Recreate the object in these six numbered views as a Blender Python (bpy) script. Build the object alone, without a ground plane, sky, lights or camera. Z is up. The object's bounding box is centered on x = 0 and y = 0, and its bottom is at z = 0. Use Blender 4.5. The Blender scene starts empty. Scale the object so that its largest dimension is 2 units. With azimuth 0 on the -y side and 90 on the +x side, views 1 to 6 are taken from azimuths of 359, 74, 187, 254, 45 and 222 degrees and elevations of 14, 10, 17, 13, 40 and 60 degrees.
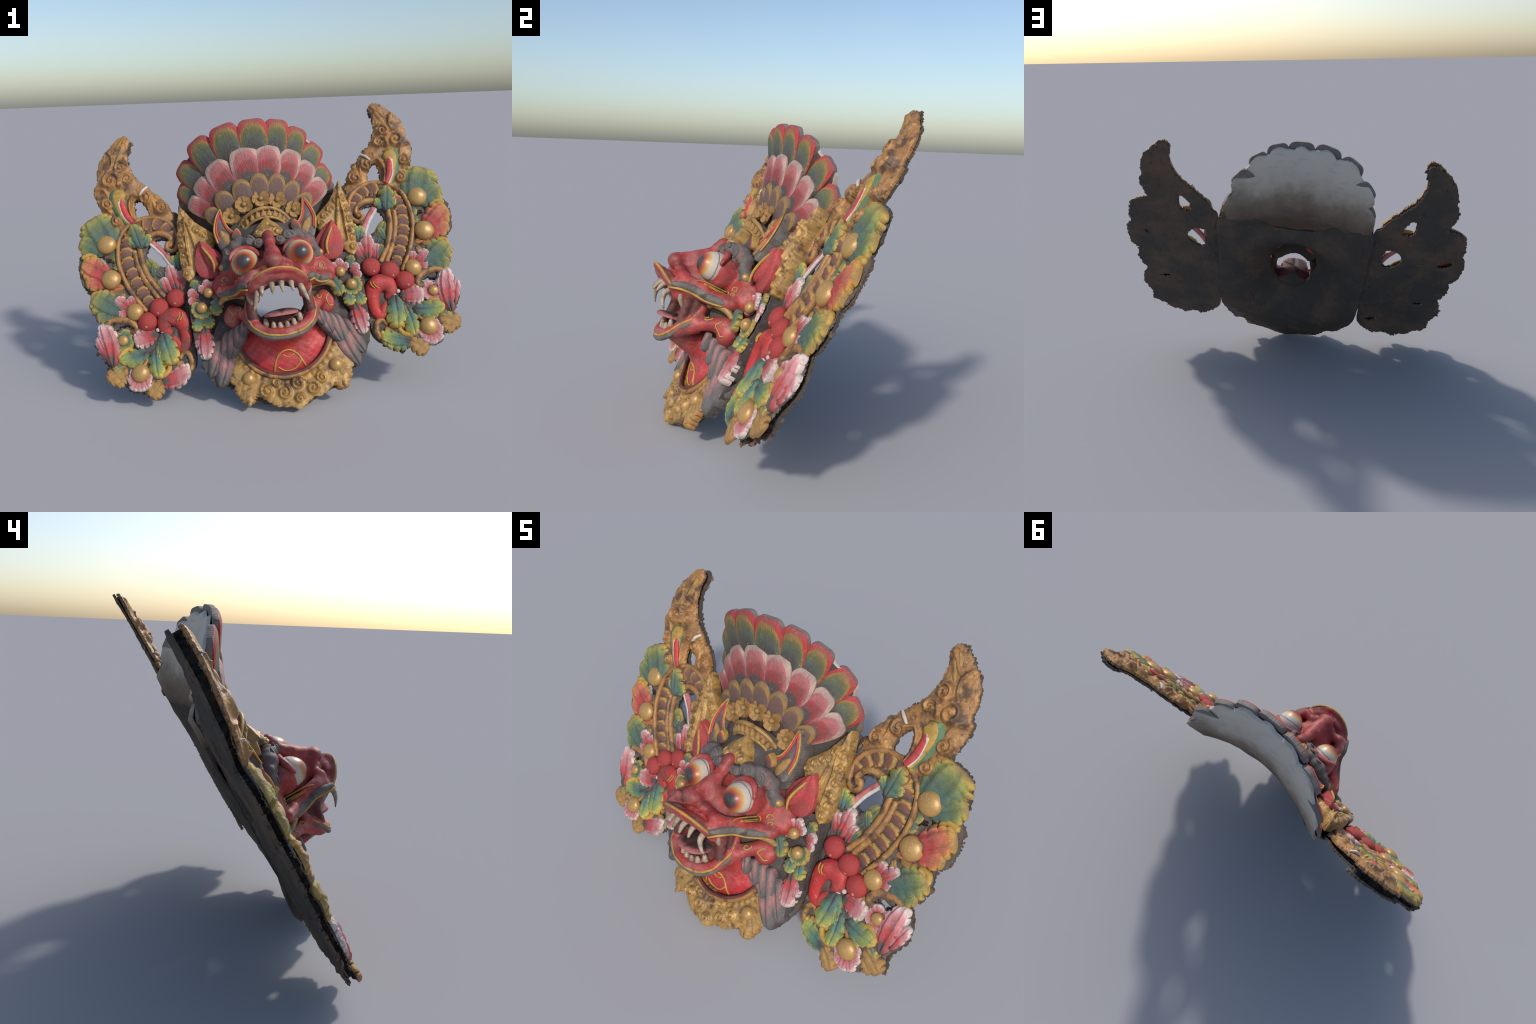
import bpy, math, random
import numpy as np
from mathutils import Matrix, Vector

# ------------------------------------------------------------------ frame
# The mask leans back and is slightly rolled: X = mask's width, Y = mask's height, N = out of the face.
AX = np.array([0.99309, 0.03800, 0.11101])
AY = np.array([-0.11527, 0.49257, 0.86261])
AN = np.array([-0.02190, -0.86944, 0.49355])
ORG = np.array([0.008, 0.002, 0.694])
FRAME = Matrix(((AX[0], AY[0], AN[0], ORG[0]), (AX[1], AY[1], AN[1], ORG[1]),
                (AX[2], AY[2], AN[2], ORG[2]), (0, 0, 0, 1)))
RNG = random.Random(7)
NPR = np.random.default_rng(11)
SCENE = bpy.context.scene.collection

root = bpy.data.objects.new("carved_demon_mask", None)
root.empty_display_size = 0.2
SCENE.objects.link(root)
root["label"] = "painted carved wooden guardian mask with winged headdress"
root["category"] = "mask"


def link(name, mesh, parent=root, matrix=None, mat=None):
    ob = bpy.data.objects.new(name, mesh)
    SCENE.objects.link(ob)
    ob.parent = parent
    if parent is root:
        ob.matrix_basis = FRAME @ matrix if matrix is not None else FRAME.copy()
    elif matrix is not None:
        ob.matrix_basis = matrix
    if mat is not None:
        if len(mesh.materials) == 0:
            mesh.materials.append(mat)
        elif mesh.materials[0] != mat:
            ob.material_slots[0].link = 'OBJECT'
            ob.material_slots[0].material = mat
    return ob


def mesh_from(name, verts, faces, smooth=True, mirror=False):
    verts = np.array(verts, dtype=float)
    if mirror:
        verts[:, 0] *= -1
        faces = [tuple(reversed(f)) for f in faces]
    me = bpy.data.meshes.new(name)
    me.from_pydata(verts.tolist(), [], [tuple(int(i) for i in f) for f in faces])
    me.validate()
    if smooth:
        me.polygons.foreach_set("use_smooth", [True] * len(me.polygons))
    me.update()
    return me


def sharp(me, deg=40):
    me.set_sharp_from_angle(angle=math.radians(deg))
    return me


# ------------------------------------------------------------------ materials
def srgb(r, g, b):
    f = lambda c: (c / 255 / 12.92) if c / 255 <= 0.04045 else ((c / 255 + 0.055) / 1.055) ** 2.4
    return (f(r), f(g), f(b), 1)


class Nodes:
    def __init__(self, name, rough=0.6, spec=0.3, metallic=0.0):
        self.mat = bpy.data.materials.new(name)
        self.mat.use_nodes = True
        self.t = self.mat.node_tree
        self.n = self.t.nodes
        self.b = self.n["Principled BSDF"]
        self.b.inputs["Roughness"].default_value = rough
        self.b.inputs["Specular IOR Level"].default_value = spec
        self.b.inputs["Metallic"].default_value = metallic

    def new(self, kind, **kw):
        nd = self.n.new(kind)
        for k, v in kw.items():
            setattr(nd, k, v)
        return nd

    def put(self, sock, v):
        if hasattr(v, "is_output"):
            self.t.links.new(v, sock)
        else:
            sock.default_value = v

    def math(self, op, a, b=0.0, c=0.0, clamp=False):
        nd = self.new("ShaderNodeMath", operation=op, use_clamp=clamp)
        self.put(nd.inputs[0], a)
        self.put(nd.inputs[1], b)
        self.put(nd.inputs[2], c)
        return nd.outputs[0]

    def coords(self):
        return self.new("ShaderNodeTexCoord").outputs["Object"]

    def sep(self, v):
        nd = self.new("ShaderNodeSeparateXYZ")
        self.put(nd.inputs[0], v)
        return nd.outputs

    def noise(self, vec, scale, detail=4, rough=0.6):
        nd = self.new("ShaderNodeTexNoise")
        self.put(nd.inputs["Vector"], vec)
        nd.inputs["Scale"].default_value = scale
        nd.inputs["Detail"].default_value = detail
        nd.inputs["Roughness"].default_value = rough
        return nd.outputs["Fac"]

    def mapping(self, vec, scale=(1, 1, 1), loc=(0, 0, 0)):
        nd = self.new("ShaderNodeMapping")
        self.put(nd.inputs["Vector"], vec)
        nd.inputs["Scale"].default_value = scale
        nd.inputs["Location"].default_value = loc
        return nd.outputs[0]

    def ramp(self, fac, stops, interp='LINEAR'):
        nd = self.new("ShaderNodeValToRGB")
        self.put(nd.inputs[0], fac)
        el = nd.color_ramp.elements
        nd.color_ramp.interpolation = interp
        while len(el) < len(stops):
            el.new(0.5)
        for e, (p, c) in zip(el, stops):
            e.position = p
            e.color = c
        return nd.outputs[0]

    def mask(self, fac, lo, hi):
        nd = self.new("ShaderNodeMapRange", interpolation_type='SMOOTHSTEP')
        self.put(nd.inputs["Value"], fac)
        nd.inputs["From Min"].default_value = lo
        nd.inputs["From Max"].default_value = hi
        return nd.outputs[0]

    def mix(self, fac, a, b, mode='MIX'):
        nd = self.new("ShaderNodeMix", data_type='RGBA', blend_type=mode)
        self.put(nd.inputs[0], fac)
        self.put(nd.inputs[6], a)
        self.put(nd.inputs[7], b)
        return nd.outputs[2]

    def bump(self, h, strength=0.3, dist=0.004):
        nd = self.new("ShaderNodeBump")
        nd.inputs["Strength"].default_value = strength
        nd.inputs["Distance"].default_value = dist
        self.put(nd.inputs["Height"], h)
        self.t.links.new(nd.outputs[0], self.b.inputs["Normal"])

    def out(self, col, age=0.0, scale=9.0):
        if age:
            c = self.coords()
            n = self.noise(self.mapping(c, loc=(5.3, 0.7, 2.9)), scale, 6, 0.7)
            col = self.mix(self.math('MULTIPLY', self.mask(n, 0.30, 0.72), age), col, srgb(88, 78, 72))
            f = self.noise(self.mapping(c, loc=(1.9, 6.1, 3.3)), scale * 4.5, 6, 0.75)
            col = self.mix(self.math('MULTIPLY', self.mask(f, 0.56, 0.74), 0.55), col, srgb(62, 54, 50))
            col = self.mix(self.math('MULTIPLY', self.mask(f, 0.44, 0.28), 0.30), col, srgb(196, 180, 162))
        self.put(self.b.inputs["Base Color"], col)
        return self.mat


CHAR = srgb(74, 70, 70)
DARK = srgb(52, 48, 48)
RED = srgb(196, 58, 62)
DRED = srgb(150, 44, 46)
PINK = srgb(200, 118, 120)
PALE = srgb(214, 186, 178)
WHITE = srgb(222, 214, 208)
TEAL = srgb(70, 122, 112)
GREEN = srgb(142, 160, 92)
OLIVE = srgb(98, 110, 74)
YELL = srgb(188, 158, 74)
GOLD = srgb(176, 136, 70)
GOLDL = srgb(206, 168, 100)
GOLDD = srgb(120, 84, 46)
ORANGE = srgb(206, 116, 82)
BROWN = srgb(124, 82, 68)
PURP = srgb(84, 66, 64)


def paint(name, base, worn, dirt, scale=14, dirt_amt=0.62, rough=0.6, spec=0.3, metallic=0.0,
          bump=0.35, specks=None, age=0.48):
    """plain painted wood: base colour, worn lighter patches and dark dirt patches"""
    m = Nodes(name, rough, spec, metallic)
    c = m.coords()
    n1 = m.noise(c, scale, 6, 0.65)
    n2 = m.noise(m.mapping(c, loc=(3.1, 1.7, 5.2)), scale * 0.8, 5, 0.6)
    n3 = m.noise(c, scale * 9, 4, 0.6)
    col = m.mix(m.mask(n1, 0.48, 0.72), base, worn)
    col = m.mix(m.mask(n2, dirt_amt - 0.06, dirt_amt + 0.1), col, dirt)
    if specks is not None:
        v = m.new("ShaderNodeTexVoronoi")
        m.put(v.inputs["Vector"], c)
        v.inputs["Scale"].default_value = specks
        s = m.mask(v.outputs["Distance"], 0.26, 0.12)
        gate = m.mask(m.noise(m.mapping(c, loc=(9, 2, 4)), 11, 2), 0.5, 0.6)
        col = m.mix(m.math('MULTIPLY', s, gate), col, dirt)
    m.bump(m.math('ADD', n3, m.math('MULTIPLY', n1, 2.0)), bump, 0.004)
    return m.out(col, age, 12)


M_RED = paint("red_paint", RED, srgb(206, 92, 92), srgb(120, 40, 42), 9, 0.66, 0.5)
M_BERRY = paint("berry_red_paint", srgb(180, 46, 46), srgb(196, 84, 80), srgb(122, 58, 54), 16, 0.56, 0.5)
M_GOLD = paint("gold_paint", GOLD, GOLDL, GOLDD, 20, 0.54, 0.48, 0.5, 0.15, 0.32, 42)
M_GOLDB = paint("brown_gold_paint", srgb(166, 118, 64), srgb(200, 152, 88), srgb(96, 68, 42), 20, 0.54, 0.5, 0.45, 0.1, 0.36, 46)
M_BALL = paint("gold_bead_paint", srgb(184, 142, 78), srgb(222, 190, 124), srgb(128, 92, 52), 18, 0.62, 0.36, 0.5, 0.2, 0.1)
M_CHAR = paint("charcoal_paint", CHAR, srgb(104, 100, 98), DARK, 14, 0.6, 0.7, 0.2)
M_BROW = paint("brow_grey_paint", srgb(96, 91, 90), srgb(134, 128, 125), srgb(170, 96, 94), 16, 0.6, 0.6, 0.3)
M_WOODDARK = paint("weathered_wood", srgb(92, 85, 80), srgb(124, 114, 106), srgb(64, 59, 57), 20, 0.6, 0.85, 0.1)
M_RIM = paint("gap_black", srgb(22, 20, 20), srgb(34, 30, 28), srgb(12, 11, 11), 40, 0.55, 0.95, 0.05)
M_FLAKE = paint("bare_wood_flake", srgb(112, 88, 74), srgb(144, 118, 100), srgb(66, 52, 44), 30, 0.6, 0.9, 0.1)
M_MOUTH = paint("mouth_dark_red", srgb(92, 44, 43), srgb(124, 62, 58), srgb(56, 36, 35), 14, 0.58, 0.6)
M_TONGUE = paint("tongue_pink", srgb(176, 92, 94), srgb(196, 120, 118), srgb(110, 52, 54), 14, 0.66, 0.5)
M_TOOTH = paint("tooth_ivory", srgb(168, 150, 128), srgb(200, 186, 166), srgb(120, 96, 76), 30, 0.58, 0.45, 0.4)
M_GREYLIP = paint("lip_grey_paint", srgb(104, 98, 92), srgb(134, 128, 120), srgb(66, 60, 58), 18, 0.6, 0.6)
M_YLINE = paint("yellow_line_paint", srgb(186, 148, 62), srgb(206, 176, 98), srgb(120, 92, 46), 24, 0.64, 0.55)
M_WHITE = paint("white_paint", srgb(214, 206, 198), srgb(228, 222, 216), srgb(150, 140, 134), 24, 0.66, 0.6)
M_GREENP = paint("green_paint", srgb(88, 122, 86), srgb(112, 140, 96), srgb(64, 82, 70), 20, 0.62, 0.55)
M_PINKP = paint("pink_paint", srgb(198, 112, 112), srgb(214, 160, 152), srgb(150, 70, 70), 20, 0.62, 0.55)
M_HORNGREY = paint("horn_grey_paint", srgb(96, 90, 86), srgb(124, 118, 112), srgb(62, 58, 56), 14, 0.6, 0.6)


def back_mat():
    m = Nodes("soot_back", 0.9, 0.1)
    c = m.coords()
    n1 = m.noise(c, 5, 6, 0.6)
    n2 = m.noise(m.mapping(c, scale=(14, 3, 3)), 6, 5, 0.65)
    n3 = m.noise(c, 90, 3, 0.6)
    col = m.mix(m.mask(n1, 0.42, 0.72), srgb(80, 75, 71), srgb(108, 90, 76))
    col = m.mix(m.mask(n2, 0.55, 0.75), col, srgb(62, 58, 56))
    n4 = m.noise(m.mapping(c, scale=(3, 8, 3), loc=(2, 7, 1)), 3.2, 2, 0.5)
    col = m.mix(m.mask(n4, 0.72, 0.76), col, srgb(128, 92, 68))
    m.bump(m.math('ADD', n3, n2), 0.6, 0.005)
    return m.out(col)


M_BACK = back_mat()


def crest_back():
    m = Nodes("whitewashed_back", 0.8, 0.2)
    c = m.coords()
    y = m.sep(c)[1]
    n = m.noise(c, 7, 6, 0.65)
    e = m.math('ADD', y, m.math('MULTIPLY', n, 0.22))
    col = m.ramp(m.mask(e, 0.34, 0.72), [(0, srgb(92, 76, 64)), (0.45, srgb(134, 118, 104)), (0.72, srgb(178, 166, 152)), (1, srgb(204, 194, 180))])  # greys tinted warm to offset the blue skylight falling on the back
    n2 = m.noise(m.mapping(c, scale=(3, 9, 3)), 5, 5)
    col = m.mix(m.math('MULTIPLY', m.mask(n2, 0.5, 0.85), 0.5), col, srgb(138, 122, 108))
    m.bump(n2, 0.4, 0.004)
    return m.out(col)


M_CRESTBACK = crest_back()

PAL = {
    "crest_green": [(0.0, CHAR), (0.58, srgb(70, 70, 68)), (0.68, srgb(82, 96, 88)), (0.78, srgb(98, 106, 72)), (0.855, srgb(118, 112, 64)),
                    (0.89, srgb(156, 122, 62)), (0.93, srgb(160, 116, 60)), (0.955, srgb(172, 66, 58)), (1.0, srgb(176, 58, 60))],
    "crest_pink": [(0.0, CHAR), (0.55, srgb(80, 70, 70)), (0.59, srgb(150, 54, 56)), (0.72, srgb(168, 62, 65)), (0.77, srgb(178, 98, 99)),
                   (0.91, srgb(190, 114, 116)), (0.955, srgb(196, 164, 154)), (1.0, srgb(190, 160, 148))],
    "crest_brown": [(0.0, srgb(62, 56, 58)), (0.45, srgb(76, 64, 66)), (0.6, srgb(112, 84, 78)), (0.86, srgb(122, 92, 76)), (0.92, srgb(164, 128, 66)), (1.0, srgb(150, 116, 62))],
    "green": [(0.0, CHAR), (0.2, srgb(72, 76, 78)), (0.36, srgb(74, 118, 108)), (0.52, srgb(88, 132, 110)), (0.66, srgb(140, 158, 92)),
              (0.86, srgb(152, 168, 88)), (0.94, srgb(206, 178, 84)), (1.0, srgb(200, 172, 84))],
    "teal": [(0.0, CHAR), (0.2, srgb(72, 100, 92)), (0.5, srgb(72, 110, 95)), (0.72, srgb(106, 126, 80)), (0.9, srgb(150, 150, 78)), (1.0, srgb(186, 154, 74))],
    "pink": [(0.0, CHAR), (0.24, srgb(80, 72, 72)), (0.32, srgb(184, 60, 64)), (0.5, srgb(192, 74, 78)), (0.62, srgb(204, 124, 128)),
             (0.86, srgb(212, 146, 148)), (0.96, srgb(226, 206, 200)), (1.0, srgb(224, 204, 196))],
    "orange": [(0.0, CHAR), (0.3, srgb(84, 70, 68)), (0.38, srgb(186, 58, 58)), (0.56, srgb(192, 64, 60)), (0.7, srgb(206, 114, 82)), (0.88, srgb(204, 124, 76)),
               (0.95, srgb(200, 154, 70)), (1.0, srgb(190, 146, 70))],
    "scale": [(0.0, srgb(66, 56, 58)), (0.35, srgb(84, 64, 62)), (0.62, srgb(134, 84, 70)), (0.82, srgb(146, 92, 66)), (0.92, srgb(192, 152, 74)), (1.0, srgb(186, 146, 72))],
    "gold": [(0.0, GOLDD), (0.3, GOLD), (0.7, srgb(190, 146, 78)), (1.0, srgb(172, 126, 66))],
    "lock": [(0.0, srgb(82, 78, 78)), (0.3, srgb(104, 98, 96)), (0.48, srgb(176, 122, 118)), (0.62, srgb(150, 116, 114)), (0.76, srgb(100, 96, 96)), (1.0, srgb(92, 88, 88))],
    "tongue": [(0.0, srgb(66, 40, 40)), (0.8, srgb(84, 48, 46)), (0.9, srgb(150, 82, 82)), (0.95, srgb(182, 108, 106)), (1.0, srgb(182, 108, 106))],
    "spur": [(0.0, srgb(70, 66, 64)), (0.55, srgb(84, 78, 74)), (0.68, srgb(176, 60, 54)), (0.8, srgb(180, 66, 56)), (0.9, srgb(186, 146, 68)), (1.0, srgb(180, 142, 68))],
    "cup": [(0.0, DARK), (0.4, srgb(60, 112, 104)), (0.7, srgb(108, 146, 92)), (0.9, srgb(196, 162, 76)), (1.0, srgb(190, 158, 76))],
    "ear": [(0.0, DRED), (0.3, srgb(176, 56, 58)), (0.8, RED), (1.0, srgb(190, 70, 70))],
}
LEAFMATS = {}


def leaf_mat(pal, w, a, b, bend, streak=60.0, q=4.0):
    """colour runs from the base of a leaf to its rim: p = (x^3 + |t|^q)^(1/3) in the leaf's own frame"""
    key = (pal, round(w, 3), a, b, round(bend, 2))
    if key in LEAFMATS:
        return LEAFMATS[key]
    gold = pal == "gold"
    m = Nodes("leaf_%s_paint" % pal, 0.5 if gold else 0.58, 0.4, 0.1 if gold else 0.0)
    c = m.coords()
    o = m.sep(c)
    x = m.math('MINIMUM', m.math('MAXIMUM', o[0], 0.004), 0.996)
    norm = (a / (a + b)) ** a * (b / (a + b)) ** b
    wf = m.math('MULTIPLY', m.math('MULTIPLY', m.math('POWER', x, a), m.math('POWER', m.math('SUBTRACT', 1.0, x), b)), w / norm)
    yy = m.math('SUBTRACT', o[1], m.math('MULTIPLY', m.math('MULTIPLY', x, x), bend))
    t = m.math('MINIMUM', m.math('ABSOLUTE', m.math('DIVIDE', yy, m.math('MAXIMUM', wf, 0.02))), 1.1)
    gate = m.math('MINIMUM', m.math('MULTIPLY', x, 2.2), 1.0)
    tq = m.math('MULTIPLY', m.math('POWER', t, q), m.math('MULTIPLY', gate, 0.95))
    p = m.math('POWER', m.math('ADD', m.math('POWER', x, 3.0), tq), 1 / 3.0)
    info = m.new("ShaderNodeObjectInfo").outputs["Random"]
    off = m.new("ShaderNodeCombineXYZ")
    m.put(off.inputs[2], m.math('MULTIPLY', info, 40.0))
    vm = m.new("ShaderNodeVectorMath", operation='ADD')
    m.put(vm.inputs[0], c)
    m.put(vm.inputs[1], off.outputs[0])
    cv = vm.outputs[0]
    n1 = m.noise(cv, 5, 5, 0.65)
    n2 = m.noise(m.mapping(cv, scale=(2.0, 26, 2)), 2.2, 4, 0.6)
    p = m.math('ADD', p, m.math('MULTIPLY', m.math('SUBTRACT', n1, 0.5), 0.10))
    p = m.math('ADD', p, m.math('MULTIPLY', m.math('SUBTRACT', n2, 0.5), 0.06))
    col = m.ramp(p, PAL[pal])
    if pal.startswith('crest'):
        col = m.mix(m.mask(o[2], -0.012, -0.03), col, srgb(126, 118, 112))
    col = m.mix(m.math('MULTIPLY', m.mask(n2, 0.52, 0.75), 0.45), col, srgb(70, 62, 60))
    n3 = m.noise(cv, 16, 5, 0.7)
    col = m.mix(m.math('MULTIPLY', m.mask(n3, 0.6, 0.75), 0.4), col, srgb(208, 190, 176))
    col = m.mix(m.math('MULTIPLY', m.mask(n3, 0.42, 0.28), 0.45), col, srgb(70, 60, 56))
    m.bump(m.math('ADD', n2, m.math('MULTIPLY', n3, 0.5)), 0.35, 0.02)
    LEAFMATS[key] = m.out(col, 0.6, 4.0)
    return LEAFMATS[key]


# ------------------------------------------------------------------ small maths
def catmull(pts, n=8, closed=False):
    p = np.array(pts, float)
    out = []
    N = len(p)
    rng = range(N if closed else N - 1)
    for i in rng:
        if closed:
            p0, p1, p2, p3 = p[(i - 1) % N], p[i], p[(i + 1) % N], p[(i + 2) % N]
        else:
            p0, p1, p2, p3 = p[max(i - 1, 0)], p[i], p[i + 1], p[min(i + 2, N - 1)]
        for k in range(n):
            t = k / n
            out.append(0.5 * (2 * p1 + (p2 - p0) * t + (2 * p0 - 5 * p1 + 4 * p2 - p3) * t * t + (3 * p1 - p0 - 3 * p2 + p3) * t ** 3))
    if not closed:
        out.append(p[-1])
    return np.array(out)


def poly_sdf(px, py, poly):
    """signed distance (negative inside) of points to a closed polygon"""
    d = np.full(px.shape, 1e9)
    inside = np.zeros(px.shape, bool)
    N = len(poly)
    for i in range(N):
        ax, ay = poly[i]
        bx, by = poly[(i + 1) % N]
        ex, ey = bx - ax, by - ay
        wx, wy = px - ax, py - ay
        t = np.clip((wx * ex + wy * ey) / (ex * ex + ey * ey + 1e-12), 0, 1)
        d = np.minimum(d, (wx - ex * t) ** 2 + (wy - ey * t) ** 2)
        c = ((ay <= py) & (by > py)) | ((ay > py) & (by <= py))
        xs = ax + (py - ay) * ex / (ey if abs(ey) > 1e-12 else 1e-12)
        inside ^= c & (px < xs)
    d = np.sqrt(d)
    return np.where(inside, -d, d)


def line_dist(px, py, pts):
    d = np.full(px.shape, 1e9)
    for i in range(len(pts) - 1):
        ax, ay = pts[i][:2]
        bx, by = pts[i + 1][:2]
        ex, ey = bx - ax, by - ay
        wx, wy = px - ax, py - ay
        t = np.clip((wx * ex + wy * ey) / (ex * ex + ey * ey + 1e-12), 0, 1)
        d = np.minimum(d, (wx - ex * t) ** 2 + (wy - ey * t) ** 2)
    return np.sqrt(d)


def rough2(x, y, f, seed=0):
    """cheap smooth pseudo-noise, about -1..1"""
    r = np.random.default_rng(seed)
    s = np.zeros(np.shape(x))
    for k in range(7):
        a = r.uniform(0, 6.28)
        fr = f * r.uniform(0.5, 1.9)
        s = s + np.sin(fr * (np.cos(a) * x + np.sin(a) * y) + r.uniform(0, 6.28))
    return s / 3.2


def spiral(cx, cy, r, turns, start, hand=1, n=36, rmin=0.12):
    out = []
    for i in range(n + 1):
        t = i / n
        rr = r * (1 - (1 - rmin) * t)
        a = start + hand * turns * 2 * math.pi * t
        out.append((cx + rr * math.cos(a), cy + rr * math.sin(a)))
    return out


# ------------------------------------------------------------------ relief panels
def relief_panel(name, sdf, bbox, top, bottom, res=0.004, mirror=False):
    """a carved board: outline from a distance function, front relief and back from height functions"""
    x0, y0, x1, y1 = bbox
    nx, ny = int((x1 - x0) / res) + 2, int((y1 - y0) / res) + 2
    gx, gy = np.meshgrid(x0 + np.arange(nx) * res, y0 + np.arange(ny) * res, indexing='ij')
    d = sdf(gx, gy)
    c = (d[:-1, :-1] + d[1:, :-1] + d[:-1, 1:] + d[1:, 1:]) / 4 < 0
    used = np.zeros((nx, ny), bool)
    for a in (0, 1):
        for b in (0, 1):
            used[a:nx - 1 + a, b:ny - 1 + b] |= c
    full = np.ones((nx, ny), bool)
    full[:] = used
    for a in (0, 1):
        for b in (0, 1):
            sub = np.zeros((nx, ny), bool)
            cc = np.zeros((nx + 1, ny + 1), bool)
            cc[1:nx, 1:ny] = c
            full &= cc[a:a + nx, b:b + ny]
    border = used & ~full
    ddx, ddy = np.gradient(d, res)
    g2 = np.maximum(ddx ** 2 + ddy ** 2, 0.2)
    sh = np.clip(d, -res * 0.7, res * 0.7)
    gx = np.where(border, gx - sh * ddx / g2, gx)
    gy = np.where(border, gy - sh * ddy / g2, gy)
    idx = -np.ones((nx, ny), int)
    idx[used] = np.arange(used.sum())
    n = int(used.sum())
    ux, uy, ud = gx[used], gy[used], d[used]
    zt = top(ux, uy, ud)
    zb = np.minimum(bottom(ux, uy, ud), zt - 0.004)
    V = np.concatenate([np.stack([ux, uy, zt], 1), np.stack([ux, uy, zb], 1)])
    I, J = np.nonzero(c)
    q = np.stack([idx[I, J], idx[I + 1, J], idx[I + 1, J + 1], idx[I, J + 1]], 1)
    faces = [tuple(r) for r in q] + [tuple(r[::-1]) for r in q + n]
    cp = np.zeros((nx + 1, ny + 1), bool)
    cp[1:nx, 1:ny] = c
    for di, dj, (a0, a1) in ((-1, 0, ((0, 1), (0, 0))), (1, 0, ((1, 0), (1, 1))), (0, -1, ((0, 0), (1, 0))), (0, 1, ((1, 1), (0, 1)))):
        nb = cp[1 + di:nx + di, 1 + dj:ny + dj]
        I, J = np.nonzero(c & ~nb)
        A = idx[I + a0[0], J + a0[1]]
        B = idx[I + a1[0], J + a1[1]]
        faces += [(b, a, a + n, b + n) for a, b in zip(A.tolist(), B.tolist())]
    me = mesh_from(name, V, faces, True, mirror)
    return sharp(me, 50)


def tube(name, pts, rad, sides=10, mirror=False, flat=1.0, cap=True):
    """round bar swept along a 3D path; rad is a number or a list along the path"""
    p = np.array(pts, float)
    N = len(p)
    if np.isscalar(rad):
        r = np.full(N, float(rad))
    else:
        r = np.interp(np.linspace(0, 1, N), np.linspace(0, 1, len(rad)), rad)
    T = np.gradient(p, axis=0)
    T /= np.linalg.norm(T, axis=1)[:, None] + 1e-9
    up = np.array([0, 0, 1.0])
    V, F = [], []
    for i in range(N):
        s = np.cross(T[i], up)
        if np.linalg.norm(s) < 0.05:
            s = np.cross(T[i], [0, 1.0, 0.1])
        s /= np.linalg.norm(s)
        nrm = np.cross(s, T[i])
        for k in range(sides):
            a = 2 * math.pi * k / sides
            V.append(p[i] + r[i] * (math.cos(a) * s + flat * math.sin(a) * nrm))
    for i in range(N - 1):
        for k in range(sides):
            a, b = i * sides + k, i * sides + (k + 1) % sides
            F.append((a, b, b + sides, a + sides))
    if cap:
        for i0, end, sg in ((0, p[0] - T[0] * r[0] * 0.6, 1), ((N - 1) * sides, p[-1] + T[-1] * r[-1] * 0.6, -1)):
            V.append(end)
            e = len(V) - 1
            for k in range(sides):
                a, b = i0 + k, i0 + (k + 1) % sides
                F.append((b, a, e) if sg == 1 else (a, b, e))
    return mesh_from(name, V, F, True, mirror)


LEAFMESH = {}


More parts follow.
